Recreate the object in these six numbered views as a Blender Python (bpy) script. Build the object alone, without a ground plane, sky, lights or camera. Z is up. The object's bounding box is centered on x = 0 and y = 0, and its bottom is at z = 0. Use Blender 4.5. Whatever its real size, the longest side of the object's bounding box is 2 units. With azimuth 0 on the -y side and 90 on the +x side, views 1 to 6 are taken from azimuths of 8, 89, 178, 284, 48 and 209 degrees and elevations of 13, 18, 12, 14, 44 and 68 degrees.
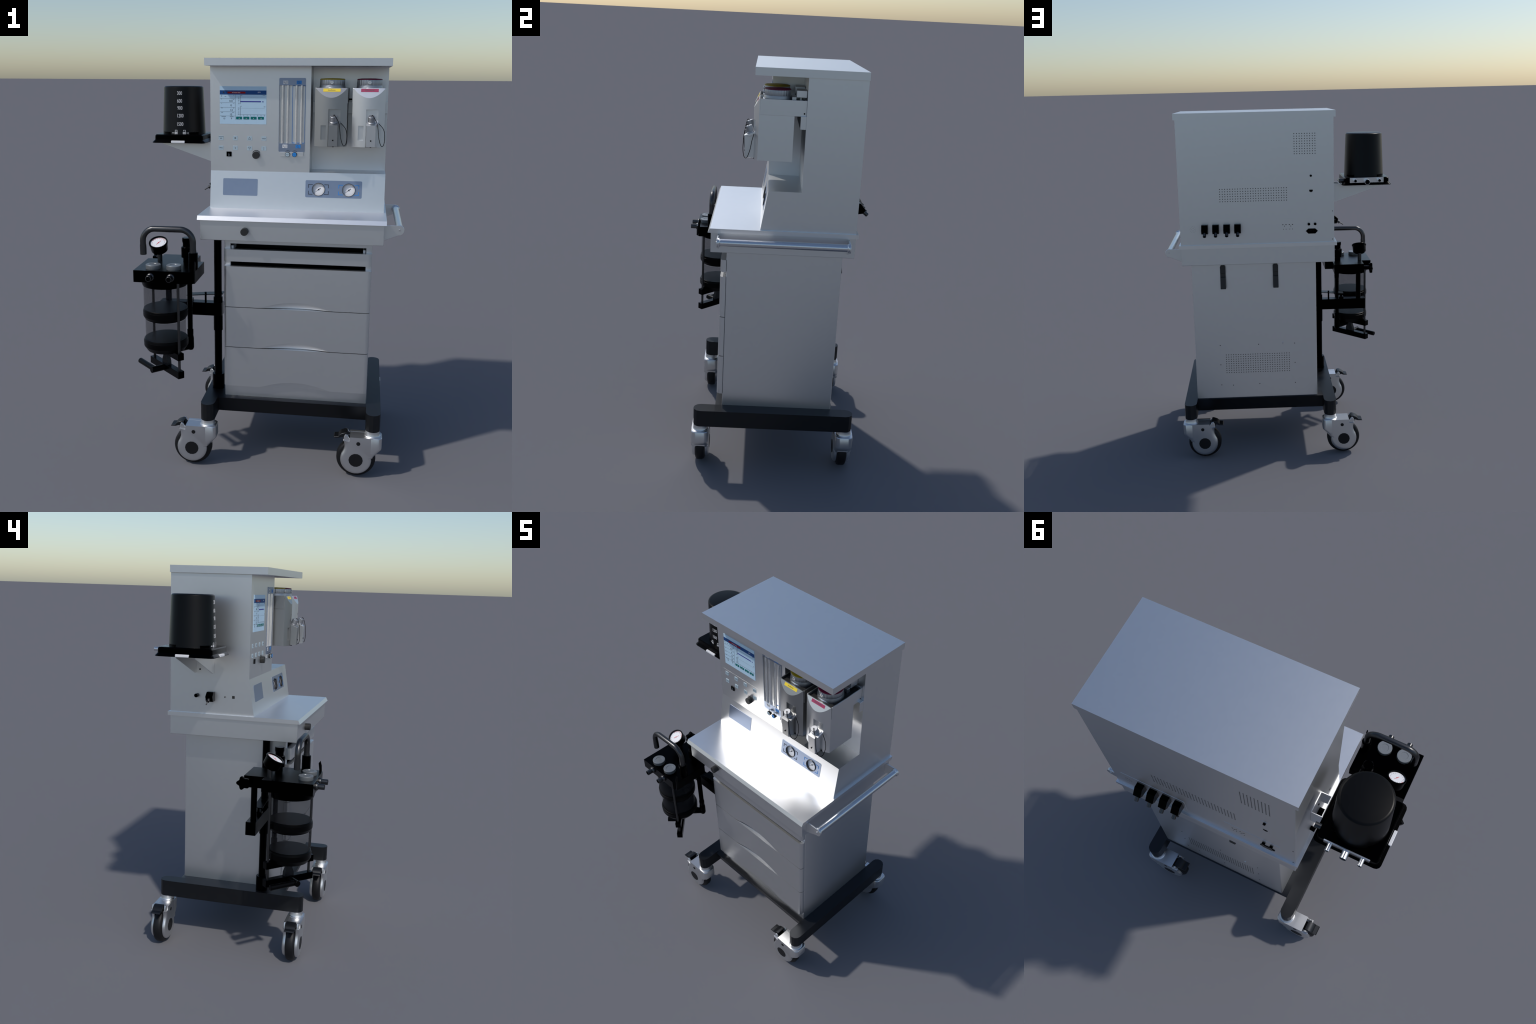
import bpy, bmesh, math, random
from mathutils import Vector, Matrix

random.seed(7)

# ---------------------------------------------------------------- scene start
for o in list(bpy.data.objects):
    bpy.data.objects.remove(o, do_unlink=True)
COLL = bpy.context.scene.collection


# ------------------------------------------------------------------ materials
def srgb(r, g, b):
    def f(c):
        c /= 255.0
        return c / 12.92 if c <= 0.04045 else ((c + 0.055) / 1.055) ** 2.4
    return (f(r), f(g), f(b), 1.0)


def material(name, color, rough=0.5, metal=0.0, var=0.015, scale=40.0, rough_var=0.015,
             spec=0.5, coat=0.0, trans=0.0, ior=1.45):
    """Principled surface whose tint and gloss drift a little with a noise texture."""
    m = bpy.data.materials.new(name)
    m.use_nodes = True
    nt = m.node_tree
    bsdf = nt.nodes["Principled BSDF"]
    tc = nt.nodes.new("ShaderNodeTexCoord")
    nz = nt.nodes.new("ShaderNodeTexNoise")
    nz.inputs["Scale"].default_value = scale
    nz.inputs["Detail"].default_value = 3.0
    nt.links.new(tc.outputs["Object"], nz.inputs["Vector"])
    ramp = nt.nodes.new("ShaderNodeValToRGB")
    c = color
    ramp.color_ramp.elements[0].position = 0.3
    ramp.color_ramp.elements[1].position = 0.7
    ramp.color_ramp.elements[0].color = tuple(max(0, x * (1 - var)) for x in c[:3]) + (1,)
    ramp.color_ramp.elements[1].color = tuple(min(1, x * (1 + var)) for x in c[:3]) + (1,)
    nt.links.new(nz.outputs["Fac"], ramp.inputs["Fac"])
    nt.links.new(ramp.outputs["Color"], bsdf.inputs["Base Color"])
    mr = nt.nodes.new("ShaderNodeMapRange")
    mr.inputs["To Min"].default_value = max(0.0, rough - rough_var)
    mr.inputs["To Max"].default_value = min(1.0, rough + rough_var)
    nt.links.new(nz.outputs["Fac"], mr.inputs["Value"])
    nt.links.new(mr.outputs["Result"], bsdf.inputs["Roughness"])
    bsdf.inputs["Metallic"].default_value = metal
    bsdf.inputs["Specular IOR Level"].default_value = spec
    bsdf.inputs["IOR"].default_value = ior
    if coat:
        bsdf.inputs["Coat Weight"].default_value = coat
    if trans:
        bsdf.inputs["Transmission Weight"].default_value = trans
    return m


def lin(v):
    return (v, v, v, 1.0)


M_CASE = material("painted_steel", (0.77, 0.775, 0.78, 1), 0.40, 1.0, var=0.006, rough_var=0.008)
M_TABLE = material("brushed_table_steel", (0.86, 0.86, 0.865, 1), 0.39, 1.0, var=0.006, rough_var=0.008)  # base lightened to bring up the sun glint on the front chamfer
M_CHROME = material("chromed_steel", (0.74, 0.75, 0.77, 1), 0.28, 1.0, var=0.004, rough_var=0.004)
M_BLACK = material("black_anodised", (0.0012, 0.0012, 0.0014, 1), 0.30, 1.0)
M_DOME = material("smoked_dome", (0.010, 0.010, 0.010, 1), 0.36, 0.8)
M_FRAME = material("dark_frame_paint", (0.030, 0.032, 0.036, 1), 0.40, 0.85)
M_TYRE = material("tyre_rubber", (0.014, 0.014, 0.016, 1), 0.5, 0.5)
M_GUN = material("gunmetal", (0.085, 0.085, 0.087, 1), 0.33, 1.0)
M_FORK = material("caster_silver", (0.71, 0.715, 0.725, 1), 0.40, 1.0, var=0.006, rough_var=0.01)
M_KNOB = material("dark_knob", (0.028, 0.028, 0.028, 1), 0.55, 0.2)
M_HOOK = material("dark_latch", (0.030, 0.028, 0.028, 1), 0.6, 0.0)
M_HOLE = material("dark_opening", (0.004, 0.004, 0.004, 1), 0.8, 0.0, spec=0.1)
M_WHITE = material("white_plastic", (0.78, 0.78, 0.80, 1), 0.45, 0.0)
M_PRINT = material("white_print", (0.62, 0.62, 0.64, 1), 0.6, 0.0)
M_INK = material("dark_ink", (0.02, 0.02, 0.024, 1), 0.6, 0.0)
M_INKSOFT = material("grey_ink", (0.12, 0.14, 0.16, 1), 0.6, 0.0)
M_PANELBLUE = material("slate_panel", srgb(146, 158, 179), 0.42, 0.9)
M_SCREEN = material("screen_pale_blue", srgb(184, 212, 232), 0.5, 0.0, spec=0.25)
M_NAVY = material("screen_navy", srgb(28, 72, 130), 0.5, 0.0, spec=0.25)
M_RED = material("screen_red", srgb(150, 8, 14), 0.5, 0.0, spec=0.25)
M_TRACE = material("screen_trace", srgb(68, 72, 150), 0.5, 0.0, spec=0.25)
M_GREEN = material("screen_green", srgb(6, 108, 108), 0.5, 0.0, spec=0.25)
M_KEY = material("key_pad", srgb(176, 194, 204), 0.5, 0.2)
M_BLUE = material("oxygen_blue", srgb(36, 132, 212), 0.45, 0.0)
M_YELLOW = material("label_yellow", srgb(246, 214, 60), 0.5, 0.0)
M_MAGENTA = material("label_crimson", srgb(170, 62, 98), 0.5, 0.0)
M_DIALYEL = material("dial_yellow", srgb(158, 137, 8), 0.5, 0.0)  # yellow and crimson caps both darkened for the top cover's shadow
M_DIALRED = material("dial_crimson", srgb(104, 9, 50), 0.5, 0.0)
M_FACE = material("gauge_face", (0.85, 0.85, 0.88, 1), 0.5, 0.0)
M_NEEDLE = material("needle_red", srgb(215, 60, 60), 0.5, 0.0)
M_PUCK = material("valve_window", (0.26, 0.275, 0.285, 1), 0.4, 0.6)
M_GLASS = material("clear_canister", (0.03, 0.03, 0.034, 1), 0.25, 0.0, spec=0.2)
M_GLASS.node_tree.nodes["Principled BSDF"].inputs["Alpha"].default_value = 0.20
M_VAPDARK = material("smoky_steel", (0.41, 0.413, 0.413, 1), 0.40, 1.0, var=0.006, rough_var=0.008)
M_DIAL = material("dial_grey", (0.42, 0.43, 0.45, 1), 0.45, 0.9, var=0.006)
M_JET = material("jet_plastic", (0.004, 0.004, 0.0045, 1), 0.4, 0.9)
M_TUBE = material("flow_tube", (0.84, 0.835, 0.83, 1), 0.26, 0.65, var=0.005)  # whitened so the tubes carry the bright sun streak


# -------------------------------------------------------------- mesh building
def V(*a):
    return Vector(a)


def add_box(bm, x0, x1, y0, y1, z0, z1, bev=0.0, seg=1):
    vs = [bm.verts.new((x, y, z)) for x in (x0, x1) for y in (y0, y1) for z in (z0, z1)]
    idx = [(0, 1, 3, 2), (4, 6, 7, 5), (0, 4, 5, 1), (2, 3, 7, 6), (0, 2, 6, 4), (1, 5, 7, 3)]
    fs = [bm.faces.new([vs[i] for i in f]) for f in idx]
    if bev > 0:
        es = list({e for f in fs for e in f.edges})
        bmesh.ops.bevel(bm, geom=es, offset=bev, segments=seg, affect='EDGES', profile=0.5)


def add_prism(bm, pts, axis, a0, a1, bev=0.0, seg=1):
    """Polygon pts extruded along axis: x takes (y,z), y takes (x,z), z takes (x,y)."""
    def mk(p, a):
        return {'x': (a, p[0], p[1]), 'y': (p[0], a, p[1]), 'z': (p[0], p[1], a)}[axis]
    A = [bm.verts.new(mk(p, a0)) for p in pts]
    B = [bm.verts.new(mk(p, a1)) for p in pts]
    n = len(pts)
    fs = [bm.faces.new(A), bm.faces.new(B[::-1])]
    for i in range(n):
        fs.append(bm.faces.new([A[i], B[i], B[(i + 1) % n], A[(i + 1) % n]]))
    bmesh.ops.recalc_face_normals(bm, faces=fs)
    if bev > 0:
        es = [e for f in fs[:2] for e in f.edges]
        bmesh.ops.bevel(bm, geom=es, offset=bev, segments=seg, affect='EDGES', profile=0.5)
    return fs


def frame_of(d):
    d = Vector(d).normalized()
    up = Vector((0, 0, 1)) if abs(d.z) < 0.95 else Vector((1, 0, 0))
    a = d.cross(up).normalized()
    return a, d.cross(a).normalized(), d


def add_lathe(bm, prof, origin=(0, 0, 0), axis=(0, 0, 1), seg=40, wave=None):
    """Profile [(radius, height)] turned about an axis; the ends are closed."""
    a, b, d = frame_of(axis)
    o = Vector(origin)
    rings = []
    for r, h in prof:
        ring = []
        for i in range(seg):
            t = 2 * math.pi * i / seg
            rr = r * (wave(i) if wave else 1.0)
            ring.append(bm.verts.new(o + d * h + (a * math.cos(t) + b * math.sin(t)) * max(rr, 1e-5)))
        rings.append(ring)
    fs = []
    for k in range(len(rings) - 1):
        for i in range(seg):
            fs.append(bm.faces.new([rings[k][i], rings[k][(i + 1) % seg],
                                    rings[k + 1][(i + 1) % seg], rings[k + 1][i]]))
    fs.append(bm.faces.new(rings[0][::-1]))
    fs.append(bm.faces.new(rings[-1]))
    bmesh.ops.recalc_face_normals(bm, faces=fs)
    return fs


def add_cyl(bm, p0, p1, r0, r1=None, seg=32, bev=0.0):
    p0, p1 = Vector(p0), Vector(p1)
    L = (p1 - p0).length
    r1 = r0 if r1 is None else r1
    if bev > 0:
        prof = [(r0 - bev, 0), (r0, bev), (r1, L - bev), (r1 - bev, L)]
    else:
        prof = [(r0, 0), (r1, L)]
    add_lathe(bm, prof, p0, p1 - p0, seg)


def add_pipe(bm, p0, p1, ro, ri, depth, seg=28):
    """Cylinder with an open mouth at p1."""
    p0, p1 = Vector(p0), Vector(p1)
    L = (p1 - p0).length
    add_lathe(bm, [(ro, 0), (ro, L - 0.001), (ro - 0.001, L), (ri, L), (ri, L - depth)], p0, p1 - p0, seg)


def add_sweep(bm, pts, r, seg=12):
    """Round tube along a poly-line, radius constant or a list."""
    pts = [Vector(p) for p in pts]
    rs = r if isinstance(r, (list, tuple)) else [r] * len(pts)
    t0 = (pts[1] - pts[0]).normalized()
    a, b, _ = frame_of(t0)
    rings = []
    prev = t0
    for i, p in enumerate(pts):
        if i == 0:
            t = t0
        elif i == len(pts) - 1:
            t = (pts[i] - pts[i - 1]).normalized()
        else:
            t = ((pts[i + 1] - pts[i]).normalized() + (pts[i] - pts[i - 1]).normalized()).normalized()
        q = prev.rotation_difference(t)
        a.rotate(q)
        b.rotate(q)
        prev = t
        rings.append([bm.verts.new(p + (a * math.cos(2 * math.pi * k / seg) + b * math.sin(2 * math.pi * k / seg)) * rs[i])
                      for k in range(seg)])
    fs = []
    for k in range(len(rings) - 1):
        for i in range(seg):
            fs.append(bm.faces.new([rings[k][i], rings[k][(i + 1) % seg], rings[k + 1][(i + 1) % seg], rings[k + 1][i]]))
    fs.append(bm.faces.new(rings[0][::-1]))
    fs.append(bm.faces.new(rings[-1]))
    bmesh.ops.recalc_face_normals(bm, faces=fs)


def catmull(pts, n=8):
    pts = [Vector(p) for p in pts]
    P = [pts[0] * 2 - pts[1]] + pts + [pts[-1] * 2 - pts[-2]]
    out = []
    for i in range(1, len(P) - 2):
        for k in range(n):
            t = k / n
            a, b, c, d = P[i - 1], P[i], P[i + 1], P[i + 2]
            out.append(0.5 * ((2 * b) + (c - a) * t + (2 * a - 5 * b + 4 * c - d) * t * t + (3 * b - a - 3 * c + d) * t ** 3))
    out.append(pts[-1])
    return out


def rrect(x0, x1, y0, y1, r, n=5):
    out = []
    for cx, cy, a0 in ((x1 - r, y1 - r, 0), (x0 + r, y1 - r, 90), (x0 + r, y0 + r, 180), (x1 - r, y0 + r, 270)):
        for k in range(n + 1):
            a = math.radians(a0 + 90 * k / n)
            out.append((cx + r * math.cos(a), cy + r * math.sin(a)))
    return out


def add_loft(bm, loops):
    """Closed loops of equal length joined into a skin, capped at both ends."""
    L = [[bm.verts.new(p) for p in lp] for lp in loops]
    n = len(L[0])
    fs = []
    for k in range(len(L) - 1):
        for i in range(n):
            fs.append(bm.faces.new([L[k][i], L[k][(i + 1) % n], L[k + 1][(i + 1) % n], L[k + 1][i]]))
    fs.append(bm.faces.new(L[0][::-1]))
    fs.append(bm.faces.new(L[-1]))
    bmesh.ops.recalc_face_normals(bm, faces=fs)


def finish_mesh(me, mat, angle=32):
    me.materials.clear()
    me.materials.append(mat)
    for p in me.polygons:
        p.use_smooth = True
    me.set_sharp_from_angle(angle=math.radians(angle))


def world_loc(o):
    v = Vector(o.location)
    while o.parent:
        o = o.parent
        v += o.location
    return v


def attach(o, parent, world):
    COLL.objects.link(o)
    o.parent = parent
    o.location = Vector(world) - (world_loc(parent) if parent else Vector((0, 0, 0)))
    return o


def part(name, bm, mat, parent, angle=32, origin=None, kind=None):
    """Close a bmesh into a named child; its origin moves to the mesh centre."""
    me = bpy.data.meshes.new(name)
    bm.to_mesh(me)
    bm.free()
    return part_mesh(name, me, mat, parent, angle, origin, kind)


def part_mesh(name, me, mat, parent, angle=32, origin=None, kind=None):
    if origin is None:
        xs = [v.co for v in me.vertices]
        lo = Vector((min(v.x for v in xs), min(v.y for v in xs), min(v.z for v in xs)))
        hi = Vector((max(v.x for v in xs), max(v.y for v in xs), max(v.z for v in xs)))
        origin = (lo + hi) / 2
    origin = Vector(origin)
    me.transform(Matrix.Translation(-origin))
    finish_mesh(me, mat, angle)
    o = bpy.data.objects.new(name, me)
    if kind:
        o["kind"] = kind
    return attach(o, parent, origin)


def simple(name, mat, parent, fn, *a, angle=32, kind=None, **k):
    bm = bmesh.new()
    fn(bm, *a, **k)
    return part(name, bm, mat, parent, angle, kind=kind)


def clone(src, name, parent, shift, mat=None):
    """Repeat of a part that shares its mesh, moved by shift from the source."""
    o = bpy.data.objects.new(name, src.data)
    if src.get("kind"):
        o["kind"] = src["kind"]
    attach(o, parent, world_loc(src) + Vector(shift))
    if mat:
        o.material_slots[0].link = 'OBJECT'
        o.material_slots[0].material = mat
    return o


def text_mesh(body, size, depth=0.0004, sx=1.0, align='CENTER'):
    cu = bpy.data.curves.new("lettering", 'FONT')
    cu.body = body
    cu.size = size
    cu.align_x = align
    cu.align_y = 'CENTER'
    cu.extrude = depth / 2
    cu.resolution_u = 3
    o = bpy.data.objects.new("lettering_source", cu)
    COLL.objects.link(o)
    bpy.context.view_layer.update()
    me = bpy.data.meshes.new_from_object(o.evaluated_get(bpy.context.evaluated_depsgraph_get()))
    bpy.data.objects.remove(o, do_unlink=True)
    bpy.data.curves.remove(cu)
    me.transform(Matrix.Scale(sx, 4, (1, 0, 0)))
    return me


def plane_matrix(origin, xdir, normal):
    x = Vector(xdir).normalized()
    z = Vector(normal).normalized()
    y = z.cross(x)
    m = Matrix((x, y, z)).transposed().to_4x4()
    m.translation = Vector(origin)
    return m


def lettering(body, size, origin, mat, parent, xdir=(1, 0, 0), normal=(0, -1, 0), sx=1.0, align='CENTER',
              name="lettering"):
    me = text_mesh(body, size, sx=sx, align=align)
    me.transform(plane_matrix(origin, xdir, normal))
    return part_mesh(name, me, mat, parent)


def join_meshes(meshes):
    bm = bmesh.new()
    for m in meshes:
        bm.from_mesh(m)
        bpy.data.meshes.remove(m)
    return bm


def carve(me, cutters):
    """Boolean difference of a mesh with a bmesh of cutters."""
    a = bpy.data.objects.new("carve_a", me)
    cm = bpy.data.meshes.new("carve_cut")
    cutters.to_mesh(cm)
    cutters.free()
    b = bpy.data.objects.new("carve_b", cm)
    COLL.objects.link(a)
    COLL.objects.link(b)
    md = a.modifiers.new("cut", 'BOOLEAN')
    md.operation = 'DIFFERENCE'
    md.solver = 'EXACT'
    md.object = b
    bpy.context.view_layer.update()
    out = bpy.data.meshes.new_from_object(a.evaluated_get(bpy.context.evaluated_depsgraph_get()))
    bpy.data.objects.remove(a, do_unlink=True)
    bpy.data.objects.remove(b, do_unlink=True)
    return out


# ----------------------------------------------------------------- top object
ROOT = bpy.data.objects.new("anesthesia_machine", None)
ROOT.empty_display_size = 0.2
COLL.objects.link(ROOT)
ROOT["label"] = "grey hospital anesthesia workstation on four casters with black absorber"
ROOT["category"] = "medical machine"

# ------------------------------------------------------------- base frame
BEAM_R, BEAM_L = 0.5415, -0.276
AX_F, AX_B = -0.3065, 0.4195
BEAM_W = 0.0355


def add_beam(bm, xc):
    pts = []
    for cy, a0 in ((AX_B, 0), (AX_F, 180)):
        for k in range(7):
            a = math.radians(a0 + 180 * k / 6)
            pts.append((xc + BEAM_W * math.cos(a), cy + BEAM_W * math.sin(a)))
    add_prism(bm, pts, 'z', 0.244, 0.331)
    for cy in (AX_F, AX_B):
        add_lathe(bm, [(0.030, 0.236), (0.0345, 0.2435), (0.030, 0.2435)], (xc, cy, 0), seg=20)


bm = bmesh.new()
for pr in ([(-0.207, 0.2450), (-0.233, 0.3210), (-0.236, 0.3275), (-0.204, 0.3308), (-0.150, 0.3308), (-0.150, 0.2450)],
           [(0.326, 0.2450), (0.351, 0.3210), (0.354, 0.3275), (0.346, 0.3308), (0.270, 0.3308), (0.270, 0.2450)]):
    add_prism(bm, pr, 'x', BEAM_L + BEAM_W, BEAM_R - BEAM_W)
add_box(bm, BEAM_L + BEAM_W, BEAM_R - BEAM_W, -0.150, 0.270, 0.3180, 0.3308)
base = part("base_frame", bm, M_FRAME, ROOT)
side_beam = simple("side_beam", M_FRAME, base, add_beam, BEAM_R, angle=20)
clone(side_beam, "side_beam.001", base, (BEAM_L - BEAM_R, 0, 0))

# ------------------------------------------------------------------- casters
HX, HZ, WR = -0.076, 0.0965, 0.0955       # hub offset, hub height, wheel radius


def cheek_profile():
    p = [(-0.107, 0.2155), (0.004, 0.2155), (0.004, 0.113)]
    for k in range(21):
        a = math.radians(8 - 222 * k / 20)
        p.append((HX + 0.0755 * math.cos(a), HZ + 0.0755 * math.sin(a)))
    p += [(-0.1325, 0.157), (-0.1325, 0.172), (-0.1355, 0.187), (-0.141, 0.199), (-0.126, 0.1945), (-0.108, 0.1935)]
    return p


def add_fork(bm):
    prof = cheek_profile()
    n = len(prof)
    cx = sum(p[0] for p in prof) / n
    # rim rolls inward towards the outer face, but not along the top and the swivel side
    inward = []
    for k, (x, z) in enumerate(prof):
        (xa, za), (xb, zb) = prof[k - 1], prof[(k + 1) % n]
        t = Vector((xb - xa, zb - za)).normalized()
        nx, nz = -t.y, t.x
        if nx * (HX - x) + nz * (HZ + 0.04 - z) < 0:
            nx, nz = -nx, -nz
        w = 0.0 if (z > 0.188 or x > 0.003) else 1.0
        inward.append((nx * w, nz * w))
    for s in (-1, 1):
        loops = []
        for d, y in ((0.0, 0.0255), (0.0, 0.0330), (0.0015, 0.0368), (0.0045, 0.0400), (0.0090, 0.0422), (0.0150, 0.0433), (0.0165, 0.0435)):
            loops.append([(x + v[0] * d, s * y, z + v[1] * d) for (x, z), v in zip(prof, inward)])
        add_loft(bm, loops)
    # bridge over the wheel, its underside follows the tyre
    br = [(-0.107, 0.2150), (0.020, 0.2150), (0.024, 0.125)]
    for k in range(10):
        a = math.radians(17 + 88 * k / 9)
        br.append((HX + 0.100 * math.cos(a), HZ + 0.100 * math.sin(a)))
    br.append((-0.107, 0.197))
    add_prism(bm, br, 'y', -0.026, 0.026)
    # swivel housing and stem
    loops = []
    for z, xr, hw in ((0.104, 0.004, 0.0405), (0.120, 0.016, 0.0425), (0.137, 0.030, 0.0436), (0.153, 0.0455, 0.0437), (0.160, 0.0470, 0.0437),
                      (0.2130, 0.0470, 0.0437), (0.2160, 0.0445, 0.0420)):
        lp = [(-0.006, hw, z)]
        r = 0.024
        for a0, cy, sgn in ((90, hw - r, 1), (0, -hw + r, -1)):
            for k in range(7):
                a = math.radians(a0 - 15 * k)
                lp.append((xr - r + r * math.cos(a) if xr - r + r * math.cos(a) > -0.006 else -0.006, cy + r * math.sin(a), z))
        lp.append((-0.006, -hw, z))
        loops.append(lp)
    add_loft(bm, loops)
    add_lathe(bm, [(0.0400, 0.2150), (0.0395, 0.2165), (0.0365, 0.2180), (0.0345, 0.2210), (0.0340, 0.2425)], (0.0, 0, 0), seg=40)


def add_tyre(bm):
    w = 0.0235
    prof = [(0.050, -w), (0.084, -w), (0.0915, -w + 0.004), (WR, -w + 0.012), (WR, w - 0.012),
            (0.0915, w - 0.004), (0.084, w), (0.050, w)]
    add_lathe(bm, prof, (HX, 0, HZ), (0, 1, 0), seg=40)


def add_hubs(bm):
    for s in (-1, 1):
        add_cyl(bm, (HX, s * 0.040, HZ), (HX, s * 0.0448, HZ), 0.0345, seg=14)
        add_cyl(bm, (-0.066, s * 0.040, 0.1845), (-0.066, s * 0.0448, 0.1845), 0.0098, seg=14)


def add_pedal(bm):
    add_prism(bm, [(-0.120, 0.2290), (-0.131, 0.2300), (-0.150, 0.2230), (-0.161, 0.2130), (-0.164, 0.2080), (-0.183, 0.2055),
                   (-0.187, 0.1995), (-0.162, 0.2005), (-0.146, 0.2060), (-0.126, 0.2020)], 'y', -0.026, 0.026, 0.0012)
    add_box(bm, -0.140, -0.118, -0.020, 0.020, 0.190, 0.204)


def add_ears(bm):
    for s in (-1, 1):
        y0, y1 = sorted((s * 0.029, s * 0.0385))
        add_prism(bm, [(-0.106, 0.192), (-0.106, 0.203), (-0.121, 0.225), (-0.130, 0.226), (-0.136, 0.215),
                       (-0.138, 0.196)], 'y', y0, y1, 0.002)


casters = []
for i, (cx, cy) in enumerate(((BEAM_R, AX_F), (BEAM_L, AX_F), (BEAM_R, AX_B), (BEAM_L, AX_B))):
    if i == 0:
        def at(fn, name, mat, parent, org=(cx, cy, 0), angle=40):
            b = bmesh.new()
            fn(b)
            b.transform(Matrix.Translation(Vector((cx, cy, 0))))
            return part(name, b, mat, parent, angle, origin=org)
        fork = at(add_fork, "caster", M_FORK, ROOT)
        kids = [at(add_tyre, "wheel", M_TYRE, fork), at(add_hubs, "hub_cap", M_TYRE, fork),
                at(add_pedal, "brake_pedal", M_FRAME, fork), at(add_ears, "pedal_hinge", M_FORK, fork)]
        first = (cx, cy)
    else:
        sh = (cx - first[0], cy - first[1], 0)
        f2 = clone(fork, "caster.%03d" % i, ROOT, sh)
        for k in kids:
            clone(k, "%s.%03d" % (k.name, i), f2, sh)

# ---------------------------------------------------------- drawer cabinet
CX0, CX1, CYF, CYB = -0.208, 0.506, -0.203, 0.346
bm = bmesh.new()
add_prism(bm, rrect(CX0, CX1, CYF, CYB, 0.006, 3), 'z', 0.331, 1.1535)
me = bpy.data.meshes.new("cabinet")
bm.to_mesh(me)
bm.free()
cut = bmesh.new()
add_box(cut, -0.178, 0.4775, -0.30, 0.060, 1.0450, 1.1238)
add_box(cut, -0.178, 0.4775, -0.30, 0.130, 0.9000, 1.0400)
cabinet = part_mesh("drawer_cabinet", carve(me, cut), M_CASE, ROOT, 20)
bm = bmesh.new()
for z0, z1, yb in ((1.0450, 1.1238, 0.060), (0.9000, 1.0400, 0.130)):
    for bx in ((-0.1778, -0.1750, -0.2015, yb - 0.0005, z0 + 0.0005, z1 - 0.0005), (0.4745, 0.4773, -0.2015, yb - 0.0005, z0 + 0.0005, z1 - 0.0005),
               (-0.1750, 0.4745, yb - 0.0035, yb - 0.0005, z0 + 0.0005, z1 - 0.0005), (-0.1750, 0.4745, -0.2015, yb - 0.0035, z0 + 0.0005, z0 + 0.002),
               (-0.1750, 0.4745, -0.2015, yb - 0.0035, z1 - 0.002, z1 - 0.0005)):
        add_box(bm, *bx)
part("shelf_recess", bm, M_KNOB, cabinet)  # dark lining blackens the slots; bare steel would look too light in there
bm = bmesh.new()
for x in (-0.1745, 0.4625):
    add_box(bm, x, x + 0.0115, -0.200, -0.120, 1.090, 1.1130, 0.001)
part("slide_runner", bm, M_WHITE, cabinet)


def front_plan(r=0.018, n=6, y0=-0.231, yb=-0.2035):
    """Plan line of a drawer front: back left, round the front, back right."""
    p = [(CX0, yb)]
    for k in range(n + 1):
        a = math.radians(180 + 90 * k / n)
        p.append((CX0 + r + r * math.cos(a), y0 + r + r * math.sin(a)))
    m = 60
    for k in range(1, m):
        p.append((CX0 + r + (CX1 - CX0 - 2 * r) * k / m, y0))
    for k in range(n + 1):
        a = math.radians(270 + 90 * k / n)
        p.append((CX1 - r + r * math.cos(a), y0 + r + r * math.sin(a)))
    p.append((CX1, yb))
    return p


def add_drawer(bm, z0, z1, scoop=0.0, depth=0.024):
    xc, hw = 0.150, 0.178
    plan = front_plan()

    def bump(x):
        t = abs(x - xc) / hw
        return max(0.0, 1 - t * t) ** 1.15 if t < 1 else 0.0
    yb = -0.2035
    rows = []
    for x, y in plan:
        s = bump(x) if y < -0.2305 else 0.0
        zf = z0 + scoop * s
        yi = min(yb, y + depth * s)
        dy = yi - y
        hh = scoop * s
        rows.append([bm.verts.new(p) for p in ((x, yb, z1), (x, y, z1), (x, y, zf), (x, y + dy * 0.93, z0 + hh * 0.985),
                                               (x, y + dy * 0.99, z0 + hh * 0.95), (x, yi, z0 + hh * 0.80),
                                               (x, yi, z0), (x, yb, z0))])
    fs = []
    for a, b in zip(rows[:-1], rows[1:]):
        for k in range(7):
            fs.append(bm.faces.new([a[k], b[k], b[k + 1], a[k + 1]]))
        fs.append(bm.faces.new([a[7], b[7], b[0], a[0]]))
    bmesh.ops.remove_doubles(bm, verts=bm.verts, dist=1e-5)
    bmesh.ops.recalc_face_normals(bm, faces=bm.faces)


simple("pull_out_shelf", M_CASE, cabinet, add_drawer, 1.0405, 1.1005)
simple("drawer", M_CASE, cabinet, add_drawer, 0.8105, 1.0155, 0.034)
simple("drawer.001", M_CASE, cabinet, add_drawer, 0.6025, 0.8075, 0.034)
simple("drawer.002", M_CASE, cabinet, add_drawer, 0.3945, 0.5995, 0.034)


# vents on the back panels
def add_holes(bm, xa, xb, nx, za, zb, nz, y, r=0.0026):
    for i in range(nx):
        for j in range(nz):
            x = xa + (xb - xa) * i / (nx - 1)
            z = za + (zb - za) * j / (nz - 1)
            add_cyl(bm, (x, y - 0.002, z), (x, y + 0.0006, z), r, seg=8)


bm = bmesh.new()
add_holes(bm, 0.3265, -0.0440, 27, 0.4875, 0.5982, 9, CYB)
for x, z in ((0.360, 0.658), (0.1347, 0.658), (-0.0773, 0.658), (0.3605, 0.538), (-0.0777, 0.538), (0.3597, 0.412),
             (0.134, 0.412), (-0.0771, 0.412), (0.291, 0.408)):
    add_cyl(bm, (x, CYB - 0.002, z), (x, CYB + 0.001, z), 0.0026, seg=10)
part("vent_grille", bm, M_HOLE, cabinet, kind="stuff")
simple("key_lock", M_CHROME, cabinet, add_box, -0.012, -0.004, CYB - 0.002, CYB + 0.003, 0.655, 0.668, 0.001)


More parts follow.
